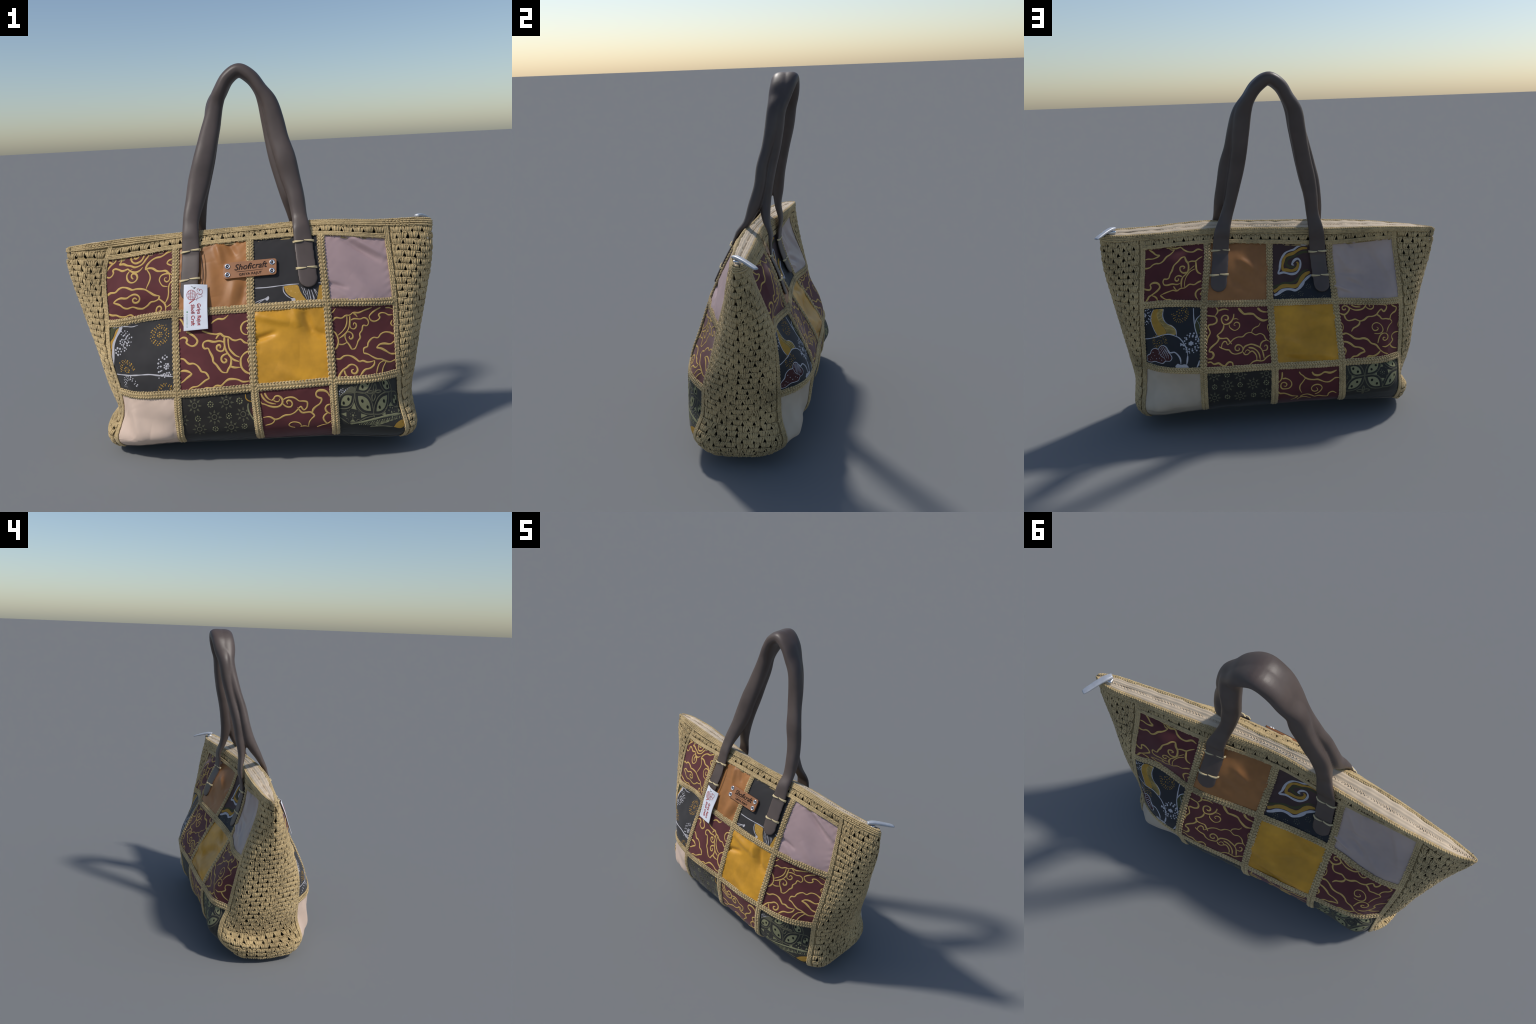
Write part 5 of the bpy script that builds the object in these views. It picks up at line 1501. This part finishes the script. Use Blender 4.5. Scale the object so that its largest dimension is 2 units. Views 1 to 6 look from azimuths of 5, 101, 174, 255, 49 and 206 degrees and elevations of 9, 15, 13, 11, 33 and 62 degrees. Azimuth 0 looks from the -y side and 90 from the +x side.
dot_ring(d, WHITE_DYE, .805, .573, .130, .142, 0, 1, 3, 0.0052)
d.fill(WHITE_DYE, [(.767, .560), (.787, .554), (.804, .533), (.821, .549), (.845, .556), (.839, .574), (.849, .590), (.822, .592), (.808, .611), (.791, .598), (.767, .597)], smooth=False)
d.fill(WHITE_DYE, [(.634, .565), (.689, .584), (.635, .614)], smooth=False)
d.fill(BERRY_DYE, [(.031, .917), (.031, .840), (.106, .783), (.127, .730), (.205, .679), (.262, .681), (.293, .638), (.353, .616), (.412, .646), (.434, .702), (.485, .756), (.499, .793), (.465, .842), (.392, .850), (.348, .890), (.270, .889), (.203, .885), (.112, .921)])
d.stroke(WHITE_DYE, [(.031, .917), (.031, .840), (.106, .783), (.127, .730), (.205, .679), (.262, .681), (.293, .638), (.353, .616), (.412, .646), (.434, .702), (.485, .756), (.499, .793), (.465, .842), (.392, .850), (.348, .890), (.270, .889), (.203, .885), (.112, .921)], w=0.0055, closed=True)
d.stroke(WHITE_DYE, [(.338, .634), (.293, .684)], w=0.003, smooth=False, lift=0.0008)
d.stroke(WHITE_DYE, [(.368, .628), (.297, .729)], w=0.003, smooth=False, lift=0.0008)
d.stroke(WHITE_DYE, [(.390, .642), (.316, .766)], w=0.003, smooth=False, lift=0.0008)
d.stroke(WHITE_DYE, [(.408, .653), (.339, .790)], w=0.003, smooth=False, lift=0.0008)
d.stroke(WHITE_DYE, [(.416, .684), (.373, .798)], w=0.003, smooth=False, lift=0.0008)
d.stroke(WHITE_DYE, [(.427, .715), (.407, .801)], w=0.003, smooth=False, lift=0.0008)
d.stroke(WHITE_DYE, [(.438, .746), (.439, .805)], w=0.003, smooth=False, lift=0.0008)
d.stroke(WHITE_DYE, [(.269, .680), (.285, .731), (.316, .779), (.377, .811), (.392, .850)], w=0.003, lift=0.0008)
d.dots(WHITE_DYE, [(.161, .754), (.195, .797), (.123, .838), (.154, .859), (.266, .753), (.229, .836), (.286, .817), (.054, .874), (.103, .885), (.325, .842)], r=0.0032)
d.stroke(WHITE_DYE, [(.434, .670), (.463, .712), (.540, .702), (.602, .745), (.637, .802), (.647, .887)], w=0.008)
d.fill(WHITE_DYE, [(.556, .918), (.597, .875), (.644, .894), (.711, .881), (.757, .908), (.770, .943), (.577, .945)])
d.fill(MOSS_DYE, [(.942, .177), (.881, .227), (.855, .302), (.892, .396), (.913, .451), (.940, .396), (.945, .302)])
d.stroke(WHITE_DYE, [(.830, .066), (.838, .178), (.847, .252), (.870, .371), (.907, .469), (.935, .551)], w=0.006)
d.stroke(WHITE_DYE, [(.942, .168), (.888, .221), (.859, .302)], w=0.006)
d.stroke(WHITE_DYE, [(.899, .246), (.935, .309), (.947, .371)], w=0.003)
d.stroke(WHITE_DYE, [(.940, .827), (.918, .899), (.890, .946)], w=0.009)

d = patch_drawing((6, 2, 0))
d.fill(NAVY_DYE, [(.060, .997), (.065, .890), (.171, .831), (.259, .785), (.421, .803), (.529, .693), (.680, .560), (.850, .447), (.999, .379), (.975, 1.012)], smooth=False)
d.stroke(MOSS_DYE, [(.056, .746), (.151, .708), (.232, .676), (.339, .671), (.407, .651), (.464, .602), (.510, .533), (.561, .483), (.638, .447)], w=0.014)
d.stroke(OCHRE_DYE, [(.064, .814), (.128, .775), (.196, .729), (.283, .718), (.362, .726), (.428, .720), (.478, .672), (.524, .602), (.576, .539), (.667, .489)], w=0.021, lift=0.0004)
d.stroke(WHITE_DYE, [(.072, .876), (.131, .850), (.192, .804), (.260, .779), (.345, .781), (.409, .796), (.463, .769), (.514, .714), (.582, .623), (.683, .538)], w=0.0165, lift=0.0007)
d.stroke(MOSS_DYE, [(.649, .148), (.573, .149), (.502, .181), (.423, .228), (.345, .252), (.302, .296), (.286, .361), (.313, .395), (.381, .415), (.437, .400)], w=0.016)
d.stroke(OCHRE_DYE, [(.644, .080), (.560, .082), (.475, .129), (.404, .177), (.318, .209), (.261, .254), (.235, .326), (.222, .410), (.234, .458), (.296, .462), (.378, .471), (.448, .442), (.479, .385), (.475, .335), (.454, .336)], w=0.017, lift=0.0004)
d.stroke(WHITE_DYE, [(.644, .010), (.533, .028), (.462, .069), (.419, .108), (.348, .133), (.284, .165), (.233, .225), (.197, .298), (.181, .382), (.172, .451), (.150, .519), (.233, .503), (.287, .513), (.362, .527), (.437, .513), (.496, .449), (.521, .377), (.518, .305), (.485, .270), (.428, .293), (.391, .344), (.383, .373), (.417, .379)], w=0.012, lift=0.0007)
dot_flower(d, SAGE_DYE, .620, .732, .036, 0.0024)
dot_flower(d, SAGE_DYE, .488, .854, .035, 0.0024)
dot_flower(d, SAGE_DYE, .200, .898, .036, 0.0024)
dot_flower(d, SAGE_DYE, .347, .921, .035, 0.0024)
dot_flower(d, SAGE_DYE, .657, .938, .035, 0.0024)
dot_flower(d, SAGE_DYE, .844, .940, .035, 0.0024)

d = patch_drawing((6, 1, 2))
sun(d, .148, .070)
sun(d, .333, .242)
sun(d, .517, .075)
sun(d, .693, .238)
sun(d, .880, .088)
sun(d, .142, .436)
sun(d, .509, .437)
sun(d, .876, .422)
spot_flower(d, .152, .250)
spot_flower(d, .511, .236)
spot_flower(d, .877, .231)
spot_flower(d, .328, .437)
spot_flower(d, .697, .436)
spot_flower(d, .333, .071)

d = patch_drawing((6, 3, 2))
petal(d, (.332, .242), (.046, .470), 0.034)
petal(d, (.332, .242), (.603, .475), 0.036)
petal(d, (.337, .237), (.608, .007), 0.034)
petal(d, (.328, .236), (.089, .034), 0.034)
petal(d, (.606, .466), (.953, .216), 0.036)
petal(d, (.946, .196), (.637, -.020), 0.03)
d.fill(SAGE_DYE, [(.620, .072), (.585, .129), (.636, .127)], smooth=False)
d.fill(SAGE_DYE, [(.514, .209), (.509, .268), (.427, .244)], smooth=False)
d.fill(SAGE_DYE, [(.699, .188), (.772, .216), (.703, .255)], smooth=False)
d.fill(SAGE_DYE, [(.572, .317), (.631, .325), (.603, .375)], smooth=False)
d.fill(SAGE_DYE, [(.144, .201), (.230, .238), (.139, .267)], smooth=False)
dot_flower(d, DIM_DYE, .602, .224, .034, 0.003)
d.dots(SAGE_DYE, [(.602, .224)], r=0.005)
dot_flower(d, DIM_DYE, .057, .222, .028, 0.003)
d.stroke(DIM_DYE, [(.525, .168), (.549, .167), (.564, .137)], w=0.004)
d.stroke(DIM_DYE, [(.662, .132), (.672, .162), (.699, .164)], w=0.004)
d.stroke(DIM_DYE, [(.517, .308), (.535, .296), (.554, .318)], w=0.004)
d.stroke(DIM_DYE, [(.662, .306), (.673, .284), (.695, .282)], w=0.004)
d.stroke(DIM_DYE, [(.104, .153), (.117, .178), (.140, .179)], w=0.004)
d.stroke(DIM_DYE, [(.314, .496), (.272, .519), (.221, .489), (.265, .468), (.314, .496)], w=0.007)
d.stroke(DIM_DYE, [(.314, .496), (.361, .473), (.416, .503), (.370, .528), (.314, .496)], w=0.007)
d.stroke(DIM_DYE, [(.314, .496), (.302, .447), (.319, .412), (.331, .457), (.314, .496)], w=0.007)
d.stroke(DIM_DYE, [(.314, .496), (.328, .537), (.322, .594), (.306, .531), (.314, .496)], w=0.007)

for key, d in DRAWN.items():
    d.make("batik_motif", PATCH[key])
